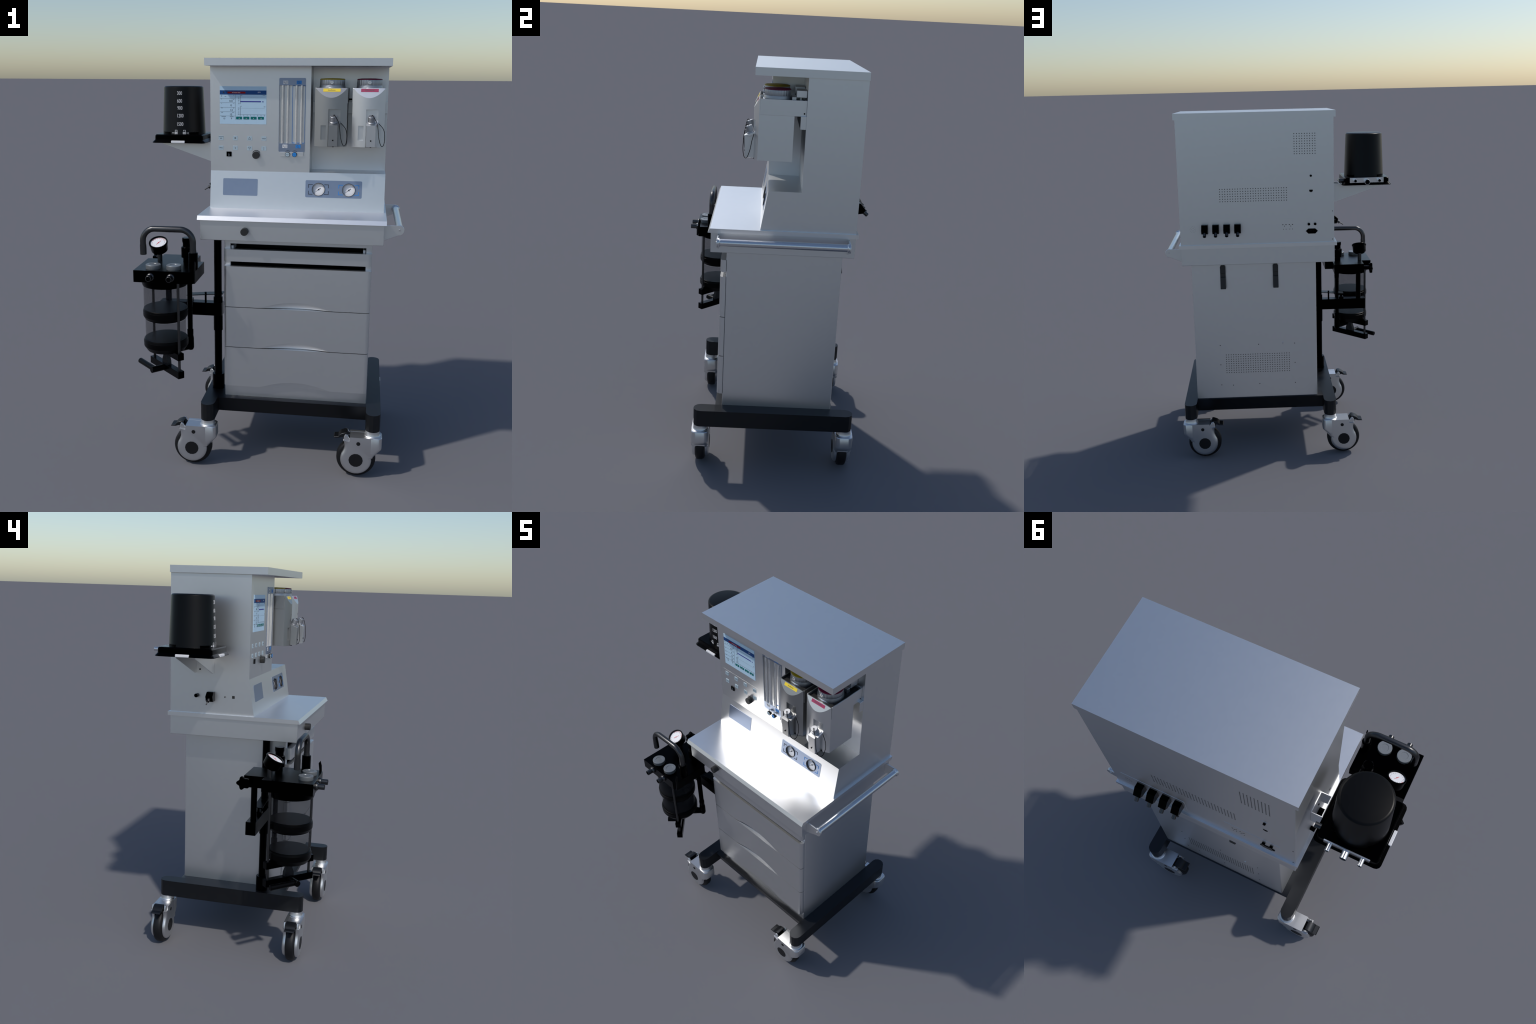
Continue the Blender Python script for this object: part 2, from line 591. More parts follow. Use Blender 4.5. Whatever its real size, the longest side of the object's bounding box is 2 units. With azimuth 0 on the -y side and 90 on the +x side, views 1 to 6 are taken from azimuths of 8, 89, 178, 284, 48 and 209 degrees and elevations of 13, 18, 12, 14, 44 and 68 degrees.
def add_hook(bm, x):
    w = 0.0152
    add_prism(bm, [(x - w, 1.096), (x - w, 1.132), (x - w * .7, 1.1405), (x + w * .7, 1.1405), (x + w, 1.132), (x + w, 1.096)],
              'y', CYB - 0.002, 0.3605, 0.0015)
    add_box(bm, x - w, x + w, CYB - 0.002, 0.3535, 1.070, 1.0955)
    add_prism(bm, [(0.3440, 1.074), (0.3610, 1.071), (0.3690, 1.006), (0.3650, 1.003), (0.3440, 1.003)], 'x', x - w, x + w, 0.0012)


h = simple("rear_latch", M_HOOK, cabinet, add_hook, 0.3275)
clone(h, "rear_latch.001", cabinet, (-0.3023, 0, 0))

# ------------------------------------------------------ table with front drawer
TB0, TB1 = -0.3115, 0.555
table = simple("work_table", M_TABLE, ROOT, add_prism,
               [(-0.291, 1.251), (-0.281, 1.2705), (0.404, 1.2705), (0.404, 1.2505), (-0.290, 1.2500)], 'x', -0.324, 0.5655)
table_box = simple("table_drawer", M_CASE, table, add_box, TB0, TB1, -0.277, 0.3945, 1.1535, 1.2500, 0.0015)
simple("drawer_knob", M_KNOB, table, add_cyl, (-0.095, -0.276, 1.2015), (-0.095, -0.305, 1.2015), 0.0178, bev=0.0015)

# side handle rail
bm = bmesh.new()
HXc, HZc = 0.6265, 1.2240
add_lathe(bm, [(0.0205, 0), (0.0215, 0.002), (0.0215, 0.006), (0.0170, 0.010), (0.0170, 0.587), (0.0215, 0.591),
               (0.0215, 0.595), (0.0205, 0.597)], (HXc, -0.2385, HZc), (0, 1, 0), seg=36)
handle = part("push_handle", bm, M_CHROME, ROOT)


def add_handle_bracket(bm, y0, y1):
    pts = [(0.5545, 1.172), (0.6205, 1.1985)]
    for k in range(9):
        a = math.radians(-75 + 165 * k / 8)
        pts.append((HXc + 0.0215 * math.cos(a), HZc - 0.0015 + 0.0230 * math.sin(a)))
    pts.append((0.5545, 1.2440))
    add_prism(bm, pts, 'y', y0, y1, 0.001)


hb = simple("handle_bracket", M_CASE, handle, add_handle_bracket, -0.2445, -0.2385)
clone(hb, "handle_bracket.001", handle, (0, 0.603, 0))
bm = bmesh.new()
for y, s in ((-0.2445, -1), (0.3645, 1)):
    add_cyl(bm, (HXc, y - s * 0.002, HZc), (HXc, y + s * 0.003, HZc), 0.0052, 0.0042, seg=16)
part("bracket_screw", bm, M_CHROME, handle)

# ---------------------------------------------------------------- upper tower
TX0, TX1, TYF, TYB = -0.310, 0.555, -0.021, 0.394
REC_X, REC_Y = 0.185, 0.131
bm = bmesh.new()
add_prism(bm, [(TX0, TYF), (REC_X, TYF), (REC_X, REC_Y), (TX1, REC_Y), (TX1, TYB), (TX0, TYB)], 'z', 1.4555, 1.9655)
me = bpy.data.meshes.new("tower")
bm.to_mesh(me)
bm.free()
cut = bmesh.new()
add_box(cut, 0.0322, 0.1584, -0.060, -0.0050, 1.5955, 1.8742)
tower = part_mesh("upper_cabinet", carve(me, cut), M_CASE, ROOT, 25)
SN = Vector((0, -0.185, 0.0295)).normalized()
SU = SN.cross(Vector((1, 0, 0)))


def on_slope(x, z, out=0.0):
    t = (z - 1.2705) / 0.185
    return Vector((x, -0.0505 + 0.0295 * t, z)) + SN * out


bm = bmesh.new()
add_prism(bm, [(-0.0505, 1.2705), (TYF, 1.4555), (TYB, 1.4555), (TYB, 1.2705)], 'x', TX0, TX1)
me = bpy.data.meshes.new("console")
bm.to_mesh(me)
bm.free()
cut = bmesh.new()
for gx in (0.2325, 0.3808):
    add_cyl(cut, on_slope(gx, 1.3742, -0.0300), on_slope(gx, 1.3742, 0.0200), 0.0312, seg=48)
console = part_mesh("gauge_console", carve(me, cut), M_CASE, tower, 25)
simple("top_cover", M_CASE, ROOT, add_box, -0.322, 0.565, -0.102, 0.395, 1.9650, 2.0000)
simple("vaporizer_rail", M_CASE, tower, add_box, REC_X + 0.001, TX1, 0.1055, REC_Y, 1.739, 1.797, 0.001)
simple("rail_bolt", M_HOLE, tower, add_cyl, (0.200, 0.1208, 1.8075), (0.5422, 0.1208, 1.8075), 0.0036, seg=12)

# ---- display
PY = TYF


def plate(name, mat, parent, x0, x1, z0, z1, y, r=0.0, t=0.0006, y_in=None):
    """Thin plate on the front wall whose face stands at y."""
    yb = y + t if y_in is None else y_in
    b = bmesh.new()
    if r > 0:
        add_prism(b, rrect(x0, x1, z0, z1, r), 'y', yb, y)
    else:
        add_box(b, x0, x1, y, yb, z0, z1)
    return part(name, b, mat, parent)


bezel = plate("display_bezel", M_CASE, tower, -0.287, -0.006, 1.6675, 1.8885, PY - 0.0002, 0.004, y_in=PY + 0.001)
keypad = plate("key_panel", M_CASE, tower, -0.287, -0.006, 1.4875, 1.6415, PY - 0.0002, 0.004, y_in=PY + 0.001)
YS = PY - 0.0016
screen = plate("display_screen", M_SCREEN, bezel, -0.2625, -0.0315, 1.6868, 1.8682, YS, y_in=PY)
plate("screen_header", M_NAVY, bezel, -0.2622, -0.0318, 1.8287, 1.8488, YS - 0.0004, y_in=YS + 0.0002)
plate("alarm_banner", M_RED, bezel, -0.2240, -0.1348, 1.8340, 1.8424, YS - 0.0008, 0.0015, y_in=YS + 0.0002)
YL = YS - 0.0010
lettering("AC Power Fault", 0.0062, (-0.180, YL, 1.8380), M_WHITE, bezel, name="alarm_text")
lettering("IPPV", 0.0080, (-0.0668, YS - 0.0007, 1.8395), M_WHITE, bezel, name="mode_text")

# rules, axes and ticks of the screen
bm = bmesh.new()
yl0, yl1 = YS - 0.0004, YS + 0.0002
add_box(bm, -0.1862, -0.1852, yl0, yl1, 1.7070, 1.8285)
for z in (1.8106, 1.7891, 1.7672, 1.7456, 1.7256):
    add_box(bm, -0.2620, -0.1852, yl0, yl1, z - 0.0004, z + 0.0004)
for za, zb in ((1.7842, 1.8249), (1.7319, 1.7726)):
    add_box(bm, -0.1612, -0.1600, yl0 - 0.0001, yl1, za, zb)
    for k in range(5):
        z = za + 0.001 + (zb - za - 0.009) * k / 4
        add_box(bm, -0.1635, -0.1612, yl0, yl1, z - 0.0004, z + 0.0004)
add_box(bm, -0.1600, -0.0353, yl0, yl1, 1.7322, 1.7330)
for k in range(8):
    x = -0.1606 + 0.0171 * k
    add_box(bm, x - 0.0004, x + 0.0004, yl0 - 0.0002, yl1, 1.7290, 1.7320)
part("screen_rule", bm, M_INKSOFT, bezel, kind="stuff")
bm = bmesh.new()
for z in (1.8165, 1.7640):
    for k in range(42):
        x = -0.1590 + 0.0029 * k
        add_box(bm, x, x + 0.0018, yl0, yl1, z - 0.0002, z + 0.0002)
part("screen_guide", bm, M_INKSOFT, bezel, kind="stuff")
bm = bmesh.new()
add_box(bm, -0.1600, -0.0580, yl0 - 0.0002, yl1, 1.7930, 1.7984)
add_box(bm, -0.0514, -0.0462, yl0 - 0.0002, yl1, 1.7927, 1.7980)
part("screen_trace", bm, M_TRACE, bezel)
for t, x, z, s in (("0.0", -0.2071, 1.7978, 0.0135), ("0", -0.2060, 1.7763, 0.0135), ("12", -0.2048, 1.7541, 0.0135),
                   ("15", -0.2073, 1.7325, 0.0135), ("15", -0.2404, 1.7128, 0.0105), ("0", -0.2044, 1.7133, 0.0105)):
    lettering(t, s, (x, YS - 0.0002, z), M_INK, bezel, name="reading_text")
tiny = []


def tiny_text(t, size, x, z, y=None):
    me = text_mesh(t, size)
    me.transform(plane_matrix((x, YS - 0.0002 if y is None else y, z), (1, 0, 0), (0, -1, 0)))
    tiny.append(me)


for t, z in (("60", 1.8165), ("40", 1.8085), ("20", 1.8010), ("0", 1.7930), ("-20", 1.7850)):
    tiny_text(t, 0.0052, -0.1690, z)
for t, z in (("100", 1.7640), ("50", 1.7560), ("0", 1.7485), ("-50", 1.7405), ("-100", 1.7330)):
    tiny_text(t, 0.0052, -0.1695, z)
for k, t in enumerate(("0", "2", "4", "6", "8", "10", "12", "15")):
    tiny_text(t, 0.0052, -0.1606 + 0.0171 * k, 1.7268)
part("axis_number", join_meshes(tiny), M_INKSOFT, bezel, kind="stuff")
# small unreadable captions stand as short dashes
bm = bmesh.new()
for x, z, w in ((-0.2535, 1.8252, 0.006), (-0.2535, 1.8200, 0.005), (-0.2340, 1.8195, 0.008), (-0.1925, 1.8252, 0.004),
                (-0.2535, 1.8070, 0.004), (-0.1940, 1.8062, 0.007), (-0.2545, 1.7860, 0.003), (-0.1925, 1.7855, 0.004),
                (-0.2520, 1.7640, 0.007), (-0.1940, 1.7640, 0.006), (-0.2510, 1.7425, 0.009), (-0.1960, 1.7420, 0.010),
                (-0.2430, 1.7220, 0.022), (-0.2030, 1.7220, 0.018), (-0.1550, 1.8250, 0.010), (-0.0430, 1.8250, 0.013),
                (-0.1560, 1.7735, 0.006), (-0.0400, 1.7710, 0.008)):
    n = max(2, int(w / 0.0017))
    for k in range(n):
        x0 = x - w / 2 + w * k / n
        add_box(bm, x0, x0 + w / n * 0.62, yl0, yl1, z - 0.0011, z + 0.0011)
part("caption_mark", bm, M_INKSOFT, bezel, kind="stuff")
simple("alarm_bell", M_INK, bezel, add_prism, [(-0.2470, 1.8350), (-0.2380, 1.8350), (-0.2405, 1.8400), (-0.2415, 1.8440),
                                                (-0.2435, 1.8440), (-0.2445, 1.8400)], 'y', YS - 0.0007, YS)
g0 = plate("soft_key", M_GREEN, bezel, -0.1812, -0.1517, 1.7097, 1.7227, YS - 0.0006, 0.0014, y_in=YS + 0.0002)
for k in range(1, 4):
    clone(g0, "soft_key.%03d" % k, bezel, (0.0361 * k, 0, 0.0001 * k))
for k, t in enumerate(("10", "12", "0", "1:2")):
    lettering(t, 0.0072, (-0.1664 + 0.0361 * k, YS - 0.0008, 1.7142), M_WHITE, bezel, name="soft_key_text")

# ---- keypad
keys = []
for r, z in enumerate((1.6180, 1.5694)):
    for c, x in enumerate((-0.2573, -0.1853, -0.1140, -0.0427)):
        if not keys:
            keys.append(plate("key", M_KEY, keypad, x - 0.0123, x + 0.0123, z - 0.0105, z + 0.0105, PY - 0.0016, 0.002,
                              y_in=PY))
        else:
            keys.append(clone(keys[0], "key.%03d" % len(keys), keypad, (x + 0.2573, 0, z - 1.6180)))
YK = PY - 0.0020
bm = bmesh.new()
add_box(bm, -0.2690, -0.2455, YK, PY, 1.6235, 1.6250)
add_box(bm, -0.2625, -0.2520, YK, PY, 1.6153, 1.6178)
for k in range(4):
    add_box(bm, -0.1890 + 0.002 * k, -0.1878 + 0.002 * k, YK, PY, 1.6140, 1.6222)
add_cyl(bm, (-0.1852, PY, 1.5694), (-0.1852, YK, 1.5694), 0.0026, seg=14)
for s, z in ((1, 1.6180), (-1, 1.5700)):
    a, b, c = V(-0.1200, 0, z - s * 0.0052), V(-0.1080, 0, z - s * 0.0052), V(-0.1140, 0, z + s * 0.0056)
    for p, q in ((a, b), (b, c), (c, a)):
        add_cyl(bm, (p.x, YK + 0.0004, p.z), (q.x, YK + 0.0004, q.z), 0.0007, seg=6)
for k in range(5):
    add_cyl(bm, (-0.0425, PY, 1.5632 + 0.0031 * k), (-0.0425, YK, 1.5632 + 0.0031 * k), 0.0011, seg=8)
part("key_symbol", bm, M_INKSOFT, keypad, kind="stuff")
lettering("Menu", 0.0070, (-0.2573, YK, 1.5694), M_INKSOFT, keypad, name="key_text")
lettering("SETUP", 0.0062, (-0.0427, YK, 1.6172), M_INKSOFT, keypad, name="key_text")
sw = simple("power_switch", M_BLACK, keypad, add_box, -0.2297, -0.2043, PY - 0.0045, PY, 1.5268, 1.5512, 0.001)
bm = bmesh.new()
add_box(bm, -0.2185, -0.2165, PY - 0.0050, PY, 1.5395, 1.5440)
add_lathe(bm, [(0.0042, 0), (0.0042, 0.0006), (0.0028, 0.0006), (0.0028, 0.0)], (-0.2173, PY - 0.0044, 1.5345), (0, -1, 0), seg=18)
part("switch_symbol", bm, M_INKSOFT, keypad)
simple("encoder_knob", M_KNOB, keypad, add_cyl, (-0.0800, PY, 1.5368), (-0.0800, -0.0425, 1.5368), 0.0180, bev=0.0015)


def add_arc(bm, cx, cz, r, w, a0, a1, y0, y1, n=16):
    pts = []
    for k in range(n + 1):
        a = math.radians(a0 + (a1 - a0) * k / n)
        pts.append((cx + (r + w) * math.cos(a), cz + (r + w) * math.sin(a)))
    for k in range(n, -1, -1):
        a = math.radians(a0 + (a1 - a0) * k / n)
        ww = w * (k / n) * 0.8
        pts.append((cx + (r + ww * 0) * math.cos(a), cz + r * math.sin(a)))
    add_prism(bm, pts, 'y', y0, y1)


simple("turn_mark", M_INK, keypad, add_arc, -0.0800, 1.5378, 0.0195, 0.0032, 30, 150, PY - 0.0010, PY)

# ---- flow meters
YF = PY - 0.0025
bm = bmesh.new()
add_prism(bm, rrect(0.0306, 0.1593, 1.5548, 1.9090, 0.005), 'y', PY, YF)
me = bpy.data.meshes.new("flow")
bm.to_mesh(me)
bm.free()
cut = bmesh.new()
add_box(cut, 0.0320, 0.1586, -0.060, 0.0100, 1.5953, 1.8744)
flow = part_mesh("flow_panel", carve(me, cut), M_PANELBLUE, tower, 20)
FWY = 0.0060
bm = bmesh.new()
for x in (0.0480, 0.0735, 0.1148, 0.1404):
    add_cyl(bm, (x, -0.0190, 1.5956), (x, -0.0190, 1.8741), 0.0055, seg=24)
part("flow_tube", bm, M_TUBE, flow)
bm = bmesh.new()
for x in (0.0480, 0.0735, 0.1148, 0.1404):
    for k in range(44):
        z = 1.612 + 0.0056 * k
        w = 0.0030 if k % 5 == 0 else 0.0020
        add_box(bm, x - w * 0.3, x + w, -0.0251, -0.0235, z - 0.0005, z + 0.0005)
part("tube_scale", bm, M_INKSOFT, flow, kind="stuff")
bm = bmesh.new()
for x0, x1, z0, z1 in ((0.0940, 0.0964, 1.5990, 1.8710), (0.1555, 0.1579, 1.5990, 1.8710), (0.0940, 0.1579, 1.5962, 1.5990),
                       (0.0940, 0.1579, 1.8710, 1.8738)):
    add_box(bm, x0, x1, -0.0062, -0.0045, z0, z1)
part("oxygen_frame", bm, M_BLUE, flow)
for z in (1.8880, 1.5820):
    plate("gas_label", M_WHITE, flow, 0.0497, 0.0740, z - 0.0083, z + 0.0083, YF - 0.0006, y_in=YF)
    lettering("N\u2082O", 0.0160, (0.0618, YF - 0.0008, z - 0.0005), M_INKSOFT, flow, sx=0.62, name="gas_text")
    plate("gas_label", M_BLUE, flow, 0.1150, 0.1390, z - 0.0083, z + 0.0083, YF - 0.0006, y_in=YF)
    lettering("O\u2082", 0.0160, (0.1265, YF - 0.0008, z - 0.0005), M_INKSOFT, flow, sx=0.70, name="gas_text")
simple("valve_block", M_CASE, flow, add_box, 0.0375, 0.1535, PY - 0.0075, PY, 1.5360, 1.5546, 0.001)
for x, m, t in ((0.0765, M_KEY, "N\u2082O"), (0.1110, M_BLUE, "O\u2082")):
    k = simple("flow_knob", M_KNOB, flow, add_cyl, (x, PY - 0.006, 1.5434), (x, -0.0385, 1.5434), 0.0120, bev=0.001)
    simple("knob_cap", m, flow, add_cyl, (x, -0.037, 1.5434), (x, -0.0392, 1.5434), 0.0100)
    lettering(t, 0.0062, (x, -0.0394, 1.5430), M_INKSOFT, flow, name="knob_text")
    simple("turn_mark", M_INK, flow, add_arc, x, 1.5475, 0.0125, 0.0016, 35, 150, YF - 0.0008, YF)

# ---- sloped console: labels and pressure gauges
def slope_plate(name, mat, parent, x0, x1, z0, z1, r, t):
    b = bmesh.new()
    c = on_slope((x0 + x1) / 2, (z0 + z1) / 2)
    hw, hh = (x1 - x0) / 2, (z1 - z0) / 2 / SU.z
    add_prism(b, rrect(-hw, hw, -hh, hh, r), 'z', -0.0005, t)
    b.transform(plane_matrix(c, (1, 0, 0), SN))
    return part(name, b, mat, parent)


slope_plate("name_plate", M_PANELBLUE, console, -0.2458, -0.0710, 1.3350, 1.4183, 0.005, 0.0010)
b = bmesh.new()
hh = (1.4183 - 1.3350) / 2 / SU.z
add_prism(b, rrect(-0.1385, 0.1385, -hh, hh, 0.006), 'z', -0.0005, 0.0010)
b.transform(plane_matrix(on_slope(0.3065, 1.37665), (1, 0, 0), SN))
me = bpy.data.meshes.new("gauge_plate")
b.to_mesh(me)
b.free()
cut = bmesh.new()
for gx in (0.2325, 0.3808):
    add_cyl(cut, on_slope(gx, 1.3742, -0.0300), on_slope(gx, 1.3742, 0.0200), 0.0312, seg=48)
part_mesh("gauge_plate", carve(me, cut), M_PANELBLUE, console, 25)
for gx, m in ((0.2325, M_INK), (0.3808, M_BLUE)):
    g = bmesh.new()
    o = on_slope(gx, 1.3742)
    add_lathe(g, [(0.0308, -0.0130), (0.0308, 0.0010), (0.0324, 0.0010), (0.0324, 0.0040), (0.0314, 0.0050), (0.0302, 0.0050), (0.0298, -0.0085), (0.001, -0.0085)],
              o, SN, seg=48)
    gg = part("pressure_gauge", g, M_GUN, console)
    f = bmesh.new()
    add_lathe(f, [(0.0300, -0.0084), (0.0300, -0.0075)], o, SN, seg=40)
    part("gauge_dial", f, M_FACE, gg)
    f = bmesh.new()
    pm = plane_matrix(o - SN * 0.0073, (1, 0, 0), SN)
    d = Vector((0.80, 0.60, 0))
    n = Vector((-0.60, 0.80, 0))

    def needle(t0, w0, t1, w1, zz):
        vs = [f.verts.new(d * t0 + n * w0 + V(0, 0, zz)), f.verts.new(d * t0 - n * w0 + V(0, 0, zz)),
              f.verts.new(d * t1 - n * w1 + V(0, 0, zz)), f.verts.new(d * t1 + n * w1 + V(0, 0, zz))]
        e = [f.verts.new(v.co - V(0, 0, 0.0006)) for v in vs]
        f.faces.new(vs)
        f.faces.new(e[::-1])
        for i in range(4):
            f.faces.new([vs[i], e[i], e[(i + 1) % 4], vs[(i + 1) % 4]])
    needle(-0.022, 0.0002, 0.0, 0.0007, 0.0010)
    needle(0.0, 0.0009, 0.0125, 0.0012, 0.0012)
    add_cyl(f, (0, 0, 0), (0, 0, 0.0022), 0.0032, seg=18)
    f.transform(pm)
    part("gauge_needle", f, M_INK, gg)
    f = bmesh.new()
    for k in range(28):
        a = math.radians(-45 + 270 * k / 27)
        c, s = math.cos(a), math.sin(a)
        add_cyl(f, (c * 0.0250, s * 0.0250, 0.0001), (c * 0.0275, s * 0.0275, 0.0001), 0.00035, seg=5)
    f.transform(pm)
    part("gauge_scale", f, M_INKSOFT, gg, kind="stuff")
    # corner brackets round the gauge
    f = bmesh.new()
    hw, hh, w = 0.0503, 0.0252, 0.0014
    for sx in (-1, 1):
        for sy in (-1, 1):
            x0, x1 = sorted((sx * hw, sx * (hw - 0.022)))
            y0, y1 = sorted((sy * hh, sy * (hh - 2 * w)))
            add_box(f, x0, x1, y0, y1, 0.0005, 0.0016)
            x0, x1 = sorted((sx * hw, sx * (hw - 2 * w)))
            y0, y1 = sorted((sy * hh, sy * (hh - 0.0180)))
            add_box(f, x0, x1, y0, y1, 0.0005, 0.0017)
    f.transform(plane_matrix(o, (1, 0, 0), SN))
    part("corner_mark", f, m, console)

# ---------------------------------------------------------------- back panel
bm = bmesh.new()
add_holes(bm, -0.0920, -0.2070, 9, 1.7686, 1.8781, 9, TYB)
add_holes(bm, 0.3257, -0.0451, 27, 1.5134, 1.5825, 6, TYB)
for k in range(12):
    a = 2 * math.pi * k / 12
    add_cyl(bm, (0.4823 + 0.0165 * math.cos(a), TYB, 1.3616 + 0.0165 * math.sin(a)),
            (0.4823 + 0.0165 * math.cos(a), TYB + 0.0016, 1.3616 + 0.0165 * math.sin(a)), 0.0009, seg=6)
    if k % 2 == 0:
        add_cyl(bm, (0.4823 + 0.0085 * math.cos(a), TYB, 1.3616 + 0.0085 * math.sin(a)),
                (0.4823 + 0.0085 * math.cos(a), TYB + 0.0016, 1.3616 + 0.0085 * math.sin(a)), 0.0009, seg=6)
add_cyl(bm, (-0.3005, TYB - 0.001, 1.4451), (-0.3005, TYB + 0.001, 1.4451), 0.0025, seg=10)
add_cyl(bm, (-0.3008, TYB - 0.001, 1.2848), (-0.3008, TYB + 0.001, 1.2848), 0.0025, seg=10)
part("vent_grille", bm, M_HOLE, tower, kind="stuff")
bm = bmesh.new()
add_prism(bm, rrect(0.2030, 0.5122, 1.3070, 1.4150, 0.002), 'y', TYB - 0.001, TYB + 0.001)
gas_plate = part("gas_inlet_plate", bm, M_CASE, tower)
bm = bmesh.new()
add_prism(bm, rrect(-0.2410, 0.0180, 1.3100, 1.4110, 0.002), 'y', TYB - 0.001, TYB + 0.001)
power_plate = part("power_plate", bm, M_CASE, tower)
simple("data_plate", M_CASE, tower, add_box, -0.1978, -0.1640, TYB - 0.001, TYB + 0.0008, 1.5363, 1.6650)


def add_inlet(bm, x):
    add_prism(bm, [(TYB - 0.001, 1.3880), (0.4190, 1.3880), (0.4460, 1.3560), (0.4320, 1.3390),
                   (TYB - 0.001, 1.3330)], 'x', x - 0.0183, x + 0.0183, 0.0015)


def add_nozzle(bm, x):
    add_pipe(bm, (x, 0.4280, 1.3520), (x, 0.4565, 1.3290), 0.0095, 0.0062, 0.012, 24)


inl = simple("gas_inlet", M_BLACK, gas_plate, add_inlet, 0.4160)
noz = simple("inlet_nozzle", M_GUN, gas_plate, add_nozzle, 0.4160)
for k, x in enumerate((0.3548, 0.2934, 0.2327)):
    clone(inl, "gas_inlet.%03d" % (k + 1), gas_plate, (x - 0.416, 0, 0))
    clone(noz, "inlet_nozzle.%03d" % (k + 1), gas_plate, (x - 0.416, 0, 0))
simple("power_inlet", M_BLACK, power_plate, add_prism,
       [(-0.1490, 1.3350), (-0.1640, 1.3490), (-0.2030, 1.3490), (-0.2180, 1.3350), (-0.2030, 1.3200), (-0.1640, 1.3200)], 'y',
       TYB - 0.001, TYB + 0.0045, 0.0006)
bm = bmesh.new()
for x in (-0.1540, -0.2130):
    add_cyl(bm, (x, TYB + 0.004, 1.3350), (x, TYB + 0.0055, 1.3350), 0.0022, seg=12)
for x in (-0.1750, -0.1835, -0.1920):
    add_box(bm, x - 0.0007, x + 0.0007, TYB + 0.004, TYB + 0.0050, 1.3340, 1.3370)
part("inlet_screw", bm, M_GUN, power_plate)
fu = simple("fuse_holder", M_BLACK, power_plate, add_cyl, (-0.1671, TYB, 1.3750), (-0.1671, TYB + 0.011, 1.3750), 0.0075, bev=0.001)
clone(fu, "fuse_holder.001", power_plate, (-0.0352, 0, 0.0003))
bm = bmesh.new()
for xo in (-0.0308, -0.0670):
    for x, z, w, hh in ((0.0095, 1.3745, 0.004, 0.002), (-0.0080, 1.3745, 0.004, 0.002), (0.001, 1.3660, 0.0008, 0.003),
                        (0.0070, 1.3490, 0.001, 0.002), (-0.0080, 1.3490, 0.001, 0.002)):
        add_box(bm, xo + x - w / 2 - 0.001, xo + x + w / 2 + 0.001, TYB, TYB + 0.0016, z - hh, z + hh)
part("socket_slot", bm, M_HOLE, power_plate)
simple("rear_knob", M_BLACK, tower, add_cyl, (-0.1815, TYB, 1.6463), (-0.1815, TYB + 0.008, 1.6463), 0.0060, bev=0.001)
simple("network_port", M_HOLE, tower, add_prism, [(-0.1720, 1.5684), (-0.1916, 1.5684), (-0.1916, 1.5575), (-0.1860, 1.5575),
       (-0.1860, 1.5540), (-0.1776, 1.5540), (-0.1776, 1.5575), (-0.1720, 1.5575)], 'y', TYB - 0.001, TYB + 0.0016)

# ------------------------------------------------------- left wall fittings
simple("side_port", M_BLACK, tower, add_cyl, (TX0 + 0.001, 0.2480, 1.3630), (TX0 - 0.022, 0.2500, 1.3620), 0.0098, bev=0.0008)
simple("outlet_block", M_BLACK, tower, add_prism, [(TX0 + 0.001, 1.3850), (-0.3330, 1.3850), (-0.3480, 1.3720), (-0.3560, 1.3640),
       (-0.3460, 1.3370), (TX0 + 0.001, 1.3370)], 'y', 0.1555, 0.1930, 0.0015)
bm = bmesh.new()
p0, p1 = V(-0.3420, 0.1750, 1.3540), V(-0.3860, 0.1770, 1.3280)
add_cyl(bm, p0, p0.lerp(p1, 0.52), 0.0088, 0.0082, seg=24)
add_cyl(bm, p0.lerp(p1, 0.5), p1, 0.0030, seg=14)
part("outlet_nozzle", bm, M_GUN, tower)
bm = bmesh.new()
add_cyl(bm, (TX0 + 0.001, 0.1020, 1.3615), (TX0 - 0.006, 0.1020, 1.3615), 0.0032, seg=14)
add_box(bm, TX0 - 0.0014, TX0 + 0.001, 0.0515, 0.0650, 1.3550, 1.3690)
part("side_socket", bm, M_KNOB, tower)

# ------------------------------------------------------------- vaporizers
VX = (0.2862, 0.4630)
VW = 0.0765


def front_y(u):
    return -0.0785 - 0.0235 * (1 - (u / VW) ** 2)


